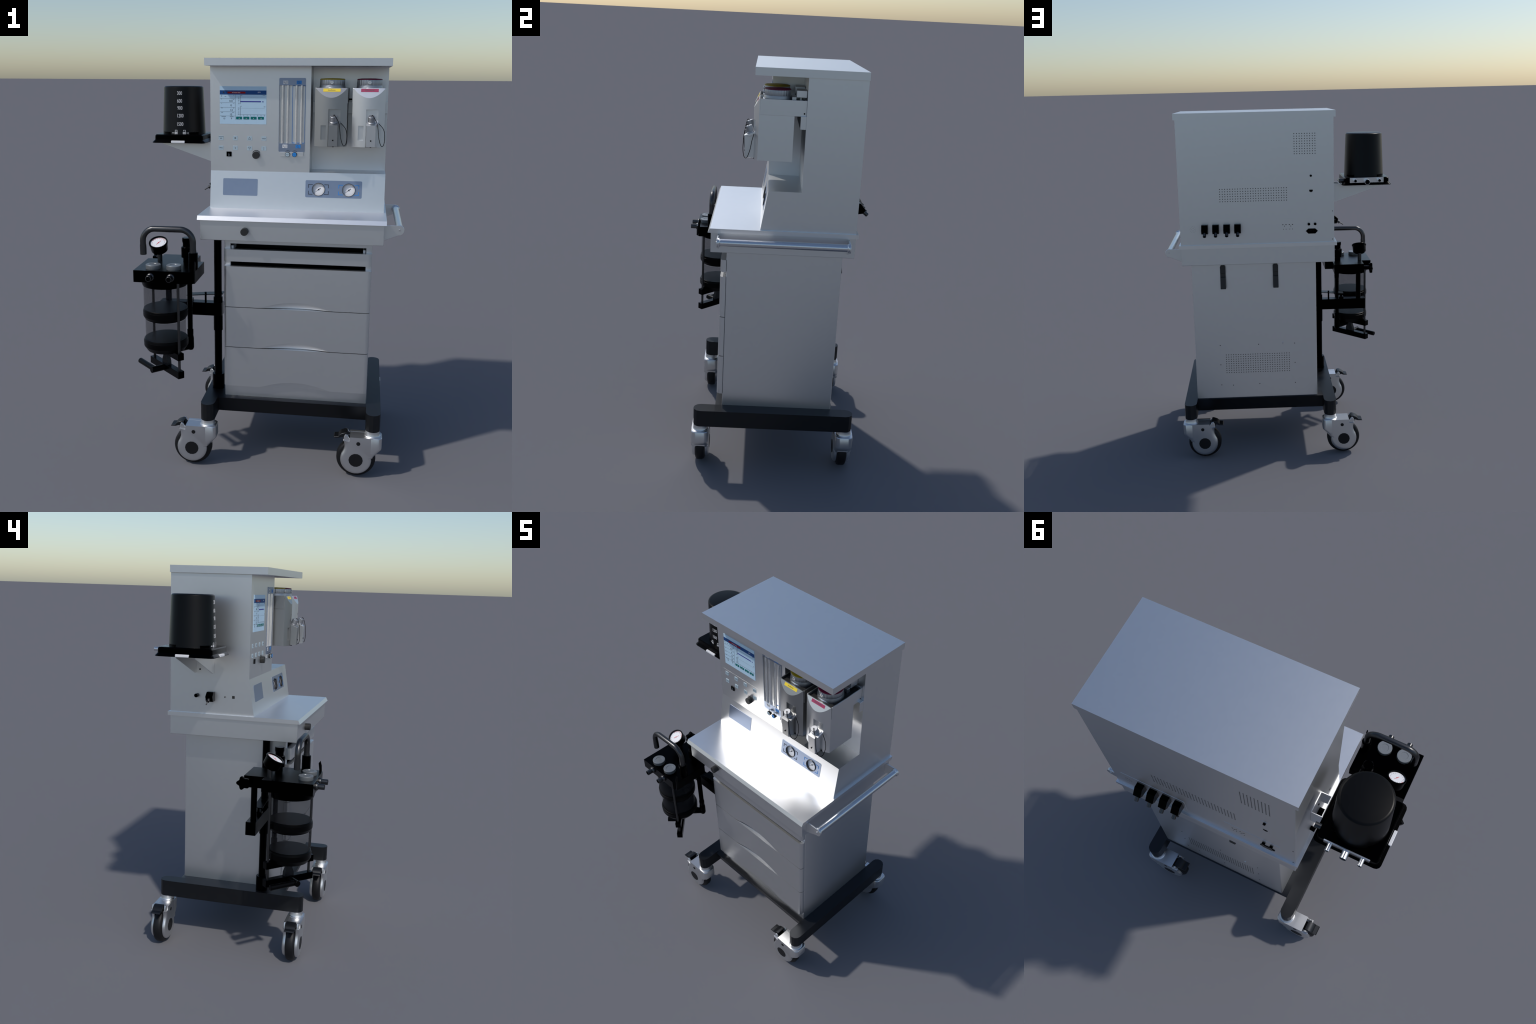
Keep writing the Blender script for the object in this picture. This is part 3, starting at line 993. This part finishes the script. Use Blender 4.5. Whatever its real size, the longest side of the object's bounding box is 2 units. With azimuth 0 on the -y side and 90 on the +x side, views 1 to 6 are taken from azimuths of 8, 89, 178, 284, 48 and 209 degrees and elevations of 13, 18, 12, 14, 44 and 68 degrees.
def add_vap_body(bm):
    """Curved shell with a bevelled brow, filler channel, grip slot and open top."""
    zb, zt, fl = 1.5905, 1.8640, 1.8510
    A = (-0.0115, 0.0450, zb, 1.7660)
    B = (-0.0465, -0.0215, 1.6220, 1.6905)
    xs = sorted({round(-VW + 2 * VW * i / 40, 5) for i in range(41)} | {A[0], A[1], B[0], B[1]})
    zs = [zb, 1.6220, 1.6905, 1.7120, 1.7660]
    grid = []
    for u in xs:
        yf = front_y(u)
        zi = zt - max((-0.0795 - yf) * 2.0, 0.0006)
        yt = max(yf, -0.0798)
        col = [bm.verts.new((u, yf, z)) for z in zs] + [bm.verts.new((u, yf, zi)), bm.verts.new((u, yt, zt))]
        ui = max(-VW + 0.003, min(VW - 0.003, u))
        rim = [bm.verts.new((ui, yt + 0.0035, zt)), bm.verts.new((ui, yt + 0.0035, fl)), bm.verts.new((ui, 0.078, fl)),
               bm.verts.new((u, 0.078, fl)), bm.verts.new((u, 0.078, zb))]
        grid.append(col + rim)

    def in_hole(x0, x1, z0, z1):
        for h in (A, B):
            if x0 > h[0] - 1e-6 and x1 < h[1] + 1e-6 and z0 > h[2] - 1e-6 and z1 < h[3] + 1e-6:
                return True
        return False
    for i in range(len(xs) - 1):
        a, b = grid[i], grid[i + 1]
        n = len(a)
        for k in range(n):
            if k < len(zs) - 1 and in_hole(xs[i], xs[i + 1], zs[k], zs[k + 1]):
                continue
            k2 = (k + 1) % n
            bm.faces.new([a[k], b[k], b[k2], a[k2]])
    for g, flip in ((grid[0], False), (grid[-1], True)):
        for quad in ((0, 1, 2, 3, 4, 5, 6, 7, 8, 9, 10, 11),):
            f = [g[q] for q in quad]
            bm.faces.new(f[::-1] if flip else f)
    # sunk boxes: floor and walls
    for h, depth in ((A, -0.0900), (B, -0.0890)):
        cols = [x for x in xs if h[0] - 1e-6 <= x <= h[1] + 1e-6]
        rows = [z for z in zs if h[2] - 1e-6 <= z <= h[3] + 1e-6]
        inner = {(x, z): bm.verts.new((x, depth, z)) for x in cols for z in rows}
        outer = {(x, z): grid[xs.index(x)][zs.index(z)] for x in cols for z in rows}
        for c0, c1 in zip(cols[:-1], cols[1:]):
            for r0, r1 in zip(rows[:-1], rows[1:]):
                bm.faces.new([inner[c0, r0], inner[c1, r0], inner[c1, r1], inner[c0, r1]])
            for r in (rows[0], rows[-1]):
                bm.faces.new([inner[c0, r], inner[c1, r], outer[c1, r], outer[c0, r]])
        for r0, r1 in zip(rows[:-1], rows[1:]):
            for c in (cols[0], cols[-1]):
                bm.faces.new([inner[c, r0], inner[c, r1], outer[c, r1], outer[c, r0]])
    lone = [v for v in bm.verts if not v.link_faces]
    bmesh.ops.delete(bm, geom=lone, context='VERTS')
    bmesh.ops.recalc_face_normals(bm, faces=bm.faces)


bm = bmesh.new()
add_vap_body(bm)
body_me = bpy.data.meshes.new("vap")
bm.to_mesh(body_me)
bm.free()
body_me.transform(Matrix.Translation(V(VX[0], 0, 0)))
vap0 = part_mesh("vaporizer", body_me, M_VAPDARK, ROOT, 14, origin=(VX[0], 0, 1.59))


def at_vap(fn):
    b = bmesh.new()
    fn(b)
    b.transform(Matrix.Translation(V(VX[0], 0, 0)))
    return b


def f_cover(b):
    for s in (-1, 1):
        x0, x1 = sorted((s * 0.0735, s * 0.0785))
        add_box(b, x0, x1, -0.0740, 0.1305, 1.7945, 1.8642, 0.0006)
    add_box(b, -0.0735, 0.0735, 0.0785, 0.1300, 1.7950, 1.8500)
    add_box(b, -0.0735, 0.0735, 0.1270, 0.1304, 1.8500, 1.8640)


def f_dark_plate(b):
    add_box(b, -0.0728, 0.0728, -0.0725, 0.1265, 1.8512, 1.8525)  # thin dark sheet across the bottom of the open hood


def f_spout(b):
    add_prism(b, [(-0.0830, 1.5935), (-0.1365, 1.5945), (-0.1412, 1.6935), (-0.0985, 1.7110), (-0.0830, 1.7110)], 'x',
              -0.0072, 0.0360, 0.0012, 1)
    add_prism(b, [(-0.1300, 1.6990), (-0.0830, 1.7180), (-0.0830, 1.7060), (-0.1260, 1.6880)], 'x', 0.0340, 0.0465, 0.0012)


def f_cap(b):
    ax = V(0, -0.372, 0.928)
    c = V(0.0145, -0.1120, 1.7060)
    add_lathe(b, [(0.0150, -0.002), (0.0190, 0.0), (0.0190, 0.004), (0.0168, 0.006), (0.0168, 0.0310), (0.0155, 0.0325)], c, ax, seg=28)


def f_cord(b):
    pts = [(0.0150, -0.1240, 1.7370), (0.0200, -0.1330, 1.7390), (0.0420, -0.1420, 1.7000), (0.0505, -0.1450, 1.6400), (0.0600, -0.1400, 1.6070),
           (0.0680, -0.1310, 1.5975), (0.0760, -0.1220, 1.6080), (0.0790, -0.1120, 1.6400), (0.0720, -0.1060, 1.6750),
           (0.0480, -0.0980, 1.7030)]
    add_sweep(b, catmull(pts, 8), 0.0015, 8)


def f_bolt(b):
    add_cyl(b, (0.0145, -0.130, 1.6235), (0.0145, -0.1405, 1.6235), 0.0034, seg=14)
    add_cyl(b, (0.0145, -0.105, 1.5955), (0.0145, -0.105, 1.5890), 0.0040, seg=14)


def f_dial(b):
    add_lathe(b, [(0.0600, 1.8500), (0.0628, 1.8560), (0.0622, 1.8660), (0.0600, 1.8760)], seg=72)
    add_lathe(b, [(0.0595, 1.8755), (0.0600, 1.8770), (0.0595, 1.9000), (0.0585, 1.9035)], seg=96,
              wave=lambda i: 1.0 if i % 4 else 0.978)


def f_dialcap(b):
    add_lathe(b, [(0.0596, 1.9010), (0.0602, 1.9025), (0.0596, 1.9048), (0.0560, 1.9065), (0.030, 1.9085), (0.001, 1.9090)], seg=64)


def f_button(b):
    add_cyl(b, (0, -0.050, 1.8890), (0, -0.0645, 1.8890), 0.0092, 0.0088, seg=24, bev=0.0012)
    # round shoulder below the button
    seg = 20
    rings = []
    for i in range(9):
        ph = math.pi / 2 * i / 8
        rings.append([b.verts.new((0.0430 * math.cos(ph) * math.cos(t), -0.030 - 0.0370 * math.cos(ph) * math.sin(t),
                                   1.8510 + 0.0300 * math.sin(ph))) for t in [math.pi * k / seg for k in range(seg + 1)]])
    for a, c in zip(rings[:-1], rings[1:]):
        for k in range(seg):
            b.faces.new([a[k], a[k + 1], c[k + 1], c[k]])
    bmesh.ops.remove_doubles(b, verts=b.verts, dist=1e-5)
    bmesh.ops.recalc_face_normals(b, faces=b.faces)


def f_lock(b):
    add_box(b, -0.0500, 0.0500, 0.0835, 0.1290, 1.8735, 1.9040, 0.001)
    add_box(b, -0.0450, 0.0450, 0.0640, 0.0834, 1.8515, 1.8745, 0.001)
    add_cyl(b, (0, 0.105, 1.8500), (0, 0.105, 1.8740), 0.0080, 0.0065, seg=20)
    add_lathe(b, [(0.0110, 1.8560), (0.0110, 1.8610)], (0, 0.105, 0), seg=20)


def f_label(b):
    hw, hh = 0.0408, 0.0080
    add_prism(b, [(-hw, -hh), (hw, -hh), (hw, hh), (-hw, hh)], 'z', -0.0002, 0.0008)
    b.transform(plane_matrix((0.0018, -0.0795 - 0.0105 * 0.5, 1.8535), (1, 0, 0), (0, -0.894, 0.447)))


spec = [("hood", f_cover, M_VAPDARK), ("hood_floor", f_dark_plate, M_KNOB), ("filler_spout", f_spout, M_VAPDARK), ("filler_cap", f_cap, M_DIAL),
        ("cap_cord", f_cord, M_HOLE), ("drain_bolt", f_bolt, M_HOLE), ("dial", f_dial, M_DIAL), ("dial_cap", f_dialcap, M_DIALYEL),
        ("dial_button", f_button, M_CASE), ("lock_lever", f_lock, M_CASE), ("drug_label", f_label, M_YELLOW)]
vsh = (VX[1] - VX[0], 0, 0)
vap1 = clone(vap0, "vaporizer.001", ROOT, vsh, M_CASE)
for nm, fn, mt in spec:
    o = part(nm, at_vap(fn), mt, vap0, 30)
    clone(o, nm + ".001", vap1, vsh, {"dial_cap": M_DIALRED, "drug_label": M_MAGENTA, "hood": M_CASE, "filler_spout": M_CASE}.get(nm))
for v, x, t in ((vap0, VX[0], "Sevoflurane"), (vap1, VX[1], "ISOFLURANE")):
    lettering(t, 0.0075, (x + 0.0005, -0.0795 - 0.0105 * 0.5 - 0.0010, 1.8540), M_INKSOFT, v, normal=(0, -0.894, 0.447),
              name="label_text")
    lettering("0", 0.0095, (x, -0.0648, 1.8888), M_INKSOFT, v, name="dial_text")

# ------------------------------------------------------------ bellows unit
BX, BY = -0.5005, 0.2110
bm = bmesh.new()


def rr_loop(hx, hy, r, z):
    return [(BX + p[0], BY + p[1], z) for p in rrect(-hx, hx, -hy, hy, r, 3)]


add_loft(bm, [rr_loop(0.139, 0.144, 0.022, 1.5800), rr_loop(0.140, 0.145, 0.022, 1.5835), rr_loop(0.127, 0.1345, 0.016, 1.5960),
              rr_loop(0.1255, 0.1335, 0.014, 1.6170), rr_loop(0.1205, 0.1285, 0.012, 1.6225)])
bellows = part("bellows_base", bm, M_BLACK, ROOT)
DZ0, DZ1, DR0, DR1 = 1.6215, 1.8560, 0.1115, 0.1030
dome_bm = bmesh.new()
add_lathe(dome_bm, [(DR0 + 0.001, DZ0), (DR0, DZ0 + 0.003), (DR1, DZ1), (DR1 - 0.0015, DZ1 + 0.005), (DR1 - 0.0055, DZ1 + 0.0085),
                    (DR1 - 0.012, DZ1 + 0.010), (0.001, DZ1 + 0.0105)], (BX, BY + 0.002, 0), seg=96)
dome = part("bellows_dome", dome_bm, M_DOME, bellows)
bm = bmesh.new()
for a0 in (-130, -50, 40, 140):
    pts = []
    for k in range(7):
        a = math.radians(a0 + 26 * (k / 6 - 0.5))
        pts.append((BX + 0.1150 * math.cos(a), BY + 0.002 + 0.1150 * math.sin(a)))
    for k in range(6, -1, -1):
        a = math.radians(a0 + 26 * (k / 6 - 0.5))
        pts.append((BX + 0.1050 * math.cos(a), BY + 0.002 + 0.1050 * math.sin(a)))
    add_prism(bm, pts, 'z', 1.6200, 1.6335)
part("dome_catch", bm, M_BLACK, bellows)


def wrap_on_dome(me, ang, z):
    """Bend flat lettering round the tapered dome."""
    for v in me.vertices:
        zz = z + v.co.y
        r = DR0 + (DR1 - DR0) * (zz - DZ0) / (DZ1 - DZ0) + 0.0002 + v.co.z
        a = ang + v.co.x / r
        v.co = (BX + r * math.sin(a), BY + 0.002 - r * math.cos(a), zz)
    return me


ANG = math.radians(2.0)
for t, z, da in (("300", 1.8300, 0), ("600", 1.7910, 0), ("900", 1.7555, 0.8), ("1200", 1.7165, 1.2), ("1500", 1.6740, 0.5)):
    me = text_mesh(t, 0.0265, sx=0.68)
    part_mesh("volume_mark", wrap_on_dome(me, ANG + math.radians(da - 0.8), z), M_PRINT, bellows)


def lock_mesh(open_side):
    b = bmesh.new()
    for k in range(4):
        add_box(b, -0.0082 + 0.0042 * k, -0.0052 + 0.0042 * k, -0.0060, 0.0055, 0, 0.0005)
    add_box(b, -0.0082, 0.0080, 0.0040, 0.0055, 0, 0.0006)
    add_box(b, -0.0062, -0.0042, 0.0055, 0.0145, 0, 0.0005) if not open_side else add_box(b, -0.0062, -0.0042, 0.0095, 0.0145, 0, 0.0005)
    add_box(b, 0.0042, 0.0062, 0.0055, 0.0145, 0, 0.0005)
    add_box(b, -0.0062, 0.0062, 0.0130, 0.0150, 0, 0.0006)
    s = 1 if open_side else -1
    add_prism(b, [(s * 0.0235, -0.0005), (s * 0.0175, 0.0035), (s * 0.0175, -0.0045)], 'z', 0, 0.0005)
    x0, x1 = sorted((s * 0.0105, s * 0.0180))
    add_box(b, x0, x1, -0.0015, 0.0005, 0, 0.0005)
    m = bpy.data.meshes.new("lock")
    b.to_mesh(m)
    b.free()
    return m


for op, da in ((False, -11.0), (True, 11.5)):
    part_mesh("lock_symbol", wrap_on_dome(lock_mesh(op), ANG + math.radians(da), 1.6300), M_PRINT, bellows)

# rear connector plate with three ports
simple("port_plate", M_CHROME, bellows, add_box, -0.5955, -0.4050, 0.3420, 0.3475, 1.5770, 1.6215, 0.0006)
bm = bmesh.new()
for x, z, r in ((-0.4330, 1.6070, 0.0098), (-0.5000, 1.6000, 0.0152), (-0.5680, 1.6070, 0.0098)):
    add_pipe(bm, (x, 0.3460, z), (x, 0.3790, z), r, r - 0.002, 0.026)
part("gas_port", bm, M_CHROME, bellows)
bm = bmesh.new()
for x, z, r in ((-0.4330, 1.6070, 0.0098), (-0.5000, 1.6000, 0.0152), (-0.5680, 1.6070, 0.0098)):
    add_cyl(bm, (x, 0.3500, z), (x, 0.3720, z), r - 0.0022)
part("port_bore", bm, M_HOLE, bellows)
bm = bmesh.new()
add_box(bm, -0.5360, -0.4650, 0.0630, 0.0760, 1.5800, 1.5925, 0.002)
add_box(bm, -0.6435, -0.6290, 0.1840, 0.2500, 1.5800, 1.5925, 0.002)
part("locking_clip", bm, M_WHITE, bellows)
bm = bmesh.new()
add_cyl(bm, (-0.3800, 0.3000, 1.6020), (-0.3480, 0.3000, 1.6020), 0.0125, seg=24)
part("side_stub", bm, M_GUN, bellows)

# wall bracket
bm = bmesh.new()
tri = [(TX0 - 0.0005, 1.4780), (TX0 - 0.0005, 1.5798), (-0.6180, 1.5798), (-0.6120, 1.5720), (-0.3360, 1.4780)]
add_prism(bm, tri, 'y', 0.1600, 0.1630)
add_prism(bm, tri, 'y', 0.2530, 0.2560)
add_box(bm, TX0 - 0.0030, TX0 + 0.0005, 0.1630, 0.2530, 1.4780, 1.5798)
add_box(bm, -0.6150, -0.3600, 0.1630, 0.2530, 1.5765, 1.5797)
add_box(bm, -0.3580, -0.3550, 0.1630, 0.2530, 1.5500, 1.5800)
bracket = part("bellows_bracket", bm, M_CASE, ROOT)
bm = bmesh.new()
add_cyl(bm, (TX0 - 0.002, 0.2350, 1.4950), (TX0 - 0.0065, 0.2350, 1.4950), 0.0042, seg=14)
add_cyl(bm, (TX0 - 0.002, 0.1850, 1.4950), (TX0 - 0.0065, 0.1850, 1.4950), 0.0042, seg=14)
part("bracket_screw", bm, M_KNOB, bracket)

# ---------------------------------------------- black post and absorber arm
PX, PYY = -0.2600, -0.1100
bm = bmesh.new()
add_lathe(bm, [(0.0315, 0.3310), (0.0315, 0.4080), (0.0295, 0.4100), (0.0195, 0.4100), (0.0195, 0.6460), (0.0235, 0.6465),
               (0.0235, 0.8230), (0.0195, 0.8235), (0.0195, 1.1535)], (PX, PYY, 0), seg=32)
post = part("support_post", bm, M_BLACK, ROOT)
arm = simple("swing_arm", M_BLACK, post, add_box, -0.5570, -0.2360, -0.1370, -0.0865, 0.7280, 0.7950, 0.001)
bm = bmesh.new()
add_prism(bm, [(-0.4180, 0.8270), (-0.2300, 0.8430), (-0.2300, 0.8470), (-0.4180, 0.8310)], 'y', -0.1360, -0.0880)
add_cyl(bm, (-0.3240, -0.1130, 0.7940), (-0.3240, -0.1130, 0.8460), 0.0052, seg=16)
add_box(bm, -0.4190, -0.3900, -0.1330, -0.0930, 0.7945, 0.8080, 0.001)
add_cyl(bm, (-0.4050, -0.1130, 0.8070), (-0.4050, -0.1130, 0.8310), 0.0070, seg=16)
part("arm_lever", bm, M_BLACK, post)

# ------------------------------------------------------------- CO2 absorber
KX, KY = -0.4855, -0.2945
bm = bmesh.new()
add_prism(bm, [(-0.6045, -0.4180), (-0.3350, -0.4180), (-0.3110, -0.4020), (-0.3110, -0.2000), (-0.3580, -0.2000), (-0.3580, -0.0700),
               (-0.5470, -0.0700), (-0.5470, -0.1700), (-0.6045, -0.1700)], 'z', 0.9670, 1.0250, 0.0008)
absorber = part("absorber_manifold", bm, M_BLACK, ROOT)
simple("manifold_post", M_BLACK, absorber, add_cyl, (-0.5165, -0.1155, 0.7940), (-0.5165, -0.1155, 0.9680), 0.0155)

bm = bmesh.new()
add_lathe(bm, [(0.098, 0.9285), (0.1085, 0.9300), (0.1125, 0.9420), (0.1125, 0.9672)], (KX, KY, 0), seg=56)
part("canister_lid", bm, M_BLACK, absorber)
bm = bmesh.new()
add_lathe(bm, [(0.092, 0.7560), (0.1000, 0.7600), (0.1095, 0.7770), (0.1100, 0.8010), (0.1085, 0.8020), (0.1075, 0.8110), (0.1050, 0.8135),
               (0.001, 0.8140)], (KX, KY, 0), seg=56)
part("canister_tray", bm, M_JET, absorber, angle=25)
bm = bmesh.new()
add_lathe(bm, [(0.080, 0.5960), (0.0930, 0.6000), (0.1090, 0.6240), (0.1100, 0.6490), (0.1085, 0.6500), (0.1065, 0.6590), (0.1030, 0.6615),
               (0.001, 0.6620)], (KX, KY, 0), seg=56)
part("canister_tray", bm, M_JET, absorber, angle=25)


def add_wall(bm, z0, z1, ro=0.1055, ri=0.1035, seg=56):
    R = []
    for r, z in ((ro, z0), (ro, z1), (ri, z1), (ri, z0)):
        R.append([bm.verts.new((KX + r * math.cos(2 * math.pi * k / seg), KY + r * math.sin(2 * math.pi * k / seg), z)) for k in range(seg)])
    for k in range(4):
        for i in range(seg):
            bm.faces.new([R[k][i], R[k][(i + 1) % seg], R[(k + 1) % 4][(i + 1) % seg], R[(k + 1) % 4][i]])
    bmesh.ops.recalc_face_normals(bm, faces=bm.faces)


simple("canister_glass", M_GLASS, absorber, add_wall, 0.8145, 0.9283)
simple("canister_glass", M_GLASS, absorber, add_wall, 0.6625, 0.7558, 0.1000, 0.0980)

D = Vector((0.7071, -0.7071, 0))      # along the clamp bars
N = Vector((0.7071, 0.7071, 0))
KC = Vector((KX, KY, 0))
bm = bmesh.new()
for s in (-1, 1):
    p = KC + D * (0.1222 * s)
    add_cyl(bm, (p.x, p.y, 0.5150), (p.x, p.y, 0.9680), 0.0066, seg=18)
part("tie_rod", bm, M_GUN, absorber)


def add_turned_box(bm, l0, l1, w0, w1, z0, z1, bev=0.001):
    b = bmesh.new()
    add_box(b, l0, l1, w0, w1, z0, z1, bev)
    b.transform(Matrix(((D.x, N.x, 0, KX), (D.y, N.y, 0, KY), (0, 0, 1, 0), (0, 0, 0, 1))))
    m = bpy.data.meshes.new("t")
    b.to_mesh(m)
    b.free()
    bm.from_mesh(m)
    bpy.data.meshes.remove(m)


simple("clamp_bar", M_BLACK, absorber, add_turned_box, -0.1395, 0.1395, -0.0165, 0.0165, 0.4830, 0.5190)
simple("clamp_bar", M_BLACK, absorber, add_turned_box, -0.1395, 0.1395, -0.0165, 0.0165, 0.5755, 0.6100)
bm = bmesh.new()
b2 = bmesh.new()
add_prism(b2, [(-0.027, 0.5180), (-0.026, 0.5400), (-0.017, 0.5600), (-0.018, 0.5780), (0.018, 0.5780), (0.017, 0.5600), (0.026, 0.5400),
               (0.027, 0.5180)], 'y', -0.0110, 0.0110, 0.001)
b2.transform(Matrix(((D.x, N.x, 0, KX), (D.y, N.y, 0, KY), (0, 0, 1, 0), (0, 0, 0, 1))))
part("clamp_cam", b2, M_FRAME, absorber)
bm = bmesh.new()
s0 = KC + N * -0.010 + V(0, 0, 0.5030)
s1 = KC + N * -0.0880 + V(0, 0, 0.5035)
add_cyl(bm, s0, s1, 0.0155, seg=24, bev=0.001)
q = KC + N * -0.0690 + V(0, 0, 0.5035)
add_cyl(bm, q + D * -0.008, q + D * -0.1485, 0.0140, 0.0140, seg=24, bev=0.002)
part("clamp_lever", bm, M_JET, absorber)

# corrugated hose and elbow
TX, TY = -0.3870, -0.1960
bm = bmesh.new()
prof = [(0.0150, 0.9680), (0.0150, 0.9100), (0.0128, 0.9090)]
z = 0.9050
while z > 0.680:
    prof += [(0.0138, z), (0.0122, z - 0.0028)]
    z -= 0.0056
prof += [(0.0128, 0.672), (0.0160, 0.671), (0.0160, 0.644), (0.0150, 0.642), (0.0180, 0.625), (0.0185, 0.575), (0.0140, 0.564)]
add_lathe(bm, prof[::-1], (TX, TY, 0), seg=24)
add_sweep(bm, [(TX, TY, 0.5830), (-0.4050, -0.2140, 0.5840), (-0.4450, -0.2540, 0.5930)], [0.0185, 0.0195, 0.0290], 20)
part("canister_hose", bm, M_BLACK, absorber)

# valve windows, ports
pk = bmesh.new()
add_lathe(pk, [(0.0350, 1.0245), (0.0355, 1.0260), (0.0355, 1.0440), (0.0340, 1.0455), (0.0190, 1.0455), (0.0180, 1.0440), (0.001, 1.0440)],
          (-0.5210, -0.3670, 0), seg=40)
puck = part("valve_window", pk, M_PUCK, absorber)
clone(puck, "valve_window.001", absorber, (0.1005, 0, 0))
pk = bmesh.new()
add_lathe(pk, [(0.0195, 0), (0.0195, 0.006), (0.0170, 0.010), (0.0138, 0.012), (0.0138, 0.0408), (0.0128, 0.0415), (0.0112, 0.0415),
               (0.0112, 0.022)], (-0.5210, -0.4175, 0.9960), (0, -1, 0), seg=32)
port = part("breathing_port", pk, M_GUN, absorber)
clone(port, "breathing_port.001", absorber, (0.0980, 0, 0))
pk = bmesh.new()
add_cyl(pk, (-0.5210, -0.4380, 0.9960), (-0.5210, -0.4480, 0.9960), 0.0111)
bore = part("port_bore", pk, M_HOLE, absorber)
clone(bore, "port_bore.001", absorber, (0.0980, 0, 0))

# bent bag arm
SX, SY = -0.3345, -0.3330
simple("arm_socket", M_BLACK, absorber, add_cyl, (SX, SY, 1.0230), (SX, SY, 1.1010), 0.0225, bev=0.001)
bm = bmesh.new()
pts = [(SX, SY, 1.0900), (SX, SY, 1.1500)]
R, zt, xl = 0.0600, 1.2100, -0.5780
for k in range(1, 11):
    a = math.radians(90 * k / 10)
    pts.append((SX - R + R * math.cos(a), SY, zt - R + R * math.sin(a)))
for k in range(1, 11):
    a = math.radians(90 + 90 * k / 10)
    pts.append((xl + R + R * math.cos(a), SY, zt - R + R * math.sin(a)))
pts.append((xl, SY, 1.1310))
add_sweep(bm, pts, 0.0146, 24)
add_pipe(bm, (xl, SY, 1.1330), (xl, SY, 1.0830), 0.0156, 0.012, 0.02, 24)
add_cyl(bm, (SX, SY, 1.1000), (SX, SY, 1.1120), 0.0160, 0.0155, 24)
part("bag_arm", bm, M_GUN, absorber)

# airway pressure gauge
GN = Vector((0, -0.470, 0.883)).normalized()
GF = Vector((-0.5360, -0.2180, 1.1175))
bm = bmesh.new()
add_lathe(bm, [(0.0200, -0.0570), (0.0280, -0.0550), (0.0410, -0.0440), (0.0420, -0.040), (0.0435, -0.006), (0.0465, -0.004), (0.0470, 0.002),
               (0.0455, 0.0045), (0.0400, 0.0045), (0.0395, -0.003), (0.001, -0.003)], GF, GN, seg=48)
ag = part("airway_gauge", bm, M_BLACK, absorber)
bm = bmesh.new()
add_lathe(bm, [(0.0395, -0.0028), (0.0395, -0.0018)], GF, GN, seg=40)
part("gauge_dial", bm, M_FACE, ag)
simple("gauge_stem", M_GUN, absorber, add_cyl, (-0.5360, -0.1950, 1.0240), (-0.5360, -0.1950, 1.0700), 0.0120)
gm = plane_matrix(GF - GN * 0.0016, (1, 0, 0), GN)
bm = bmesh.new()
add_prism(bm, [(-0.0060, -0.0130), (-0.0085, -0.0120), (0.0090, 0.0170), (0.0100, 0.0165)], 'z', 0, 0.0006)
add_cyl(bm, (0, 0, 0), (0, 0, 0.0016), 0.0028, seg=16)
for k in range(22):
    a0, a1 = math.radians(30 + 130 * k / 22), math.radians(30 + 130 * (k + 1) / 22)
    add_prism(bm, [(0.0345 * math.cos(a0), 0.0345 * math.sin(a0)), (0.0360 * math.cos(a0), 0.0360 * math.sin(a0)),
                   (0.0360 * math.cos(a1), 0.0360 * math.sin(a1)), (0.0345 * math.cos(a1), 0.0345 * math.sin(a1))], 'z', 0, 0.0004)
bm.transform(gm)
part("gauge_needle", bm, M_NEEDLE, ag)
bm = bmesh.new()
for k in range(15):
    a = math.radians(-60 + 300 * k / 14)
    c, s = math.cos(a), math.sin(a)
    add_cyl(bm, (c * 0.0285, s * 0.0285, 0.0002), (c * 0.0330, s * 0.0330, 0.0002), 0.0005, seg=6)
bm.transform(gm)
part("gauge_scale", bm, M_INK, ag, kind="stuff")

# pressure limiting valve
bm = bmesh.new()
VXX, VYY = -0.3940, -0.2080
add_lathe(bm, [(0.0200, 1.0240), (0.0200, 1.0450), (0.0285, 1.0480), (0.0290, 1.0980), (0.0270, 1.1010), (0.0215, 1.1030), (0.0205, 1.1150), (0.0225, 1.1240),
               (0.0238, 1.1280), (0.0238, 1.1440), (0.0225, 1.1460)], (VXX, VYY, 0), seg=36)
add_cyl(bm, (-0.3860, -0.2000, 1.0790), (-0.3860, -0.1620, 1.0790), 0.0235, 0.0245, seg=32, bev=0.003)
part("relief_valve", bm, M_BLACK, absorber)

# star knob
bm = bmesh.new()
star = []
for k in range(40):
    a = 2 * math.pi * k / 40
    r = 0.0290 + 0.0050 * math.cos(5 * a)
    star.append((-0.0790 + r * math.cos(a), 0.9980 + r * math.sin(a)))
add_prism(bm, star, 'x', -0.6000, -0.5830, 0.002)
add_cyl(bm, (-0.5840, -0.0790, 0.9980), (-0.5460, -0.0790, 0.9980), 0.0120, 0.0150, seg=20)
part("star_knob", bm, M_BLACK, absorber)

# selector lever at the front corner
bm = bmesh.new()
add_prism(bm, [(-0.4130, 0.9720), (-0.4000, 0.9900), (-0.3970, 1.0230), (-0.3920, 1.0620), (-0.4010, 1.0740), (-0.4080, 1.0500), (-0.4110, 1.0000)],
          'x', -0.3140, -0.3090)
part("selector_lever", bm, M_JET, absorber)
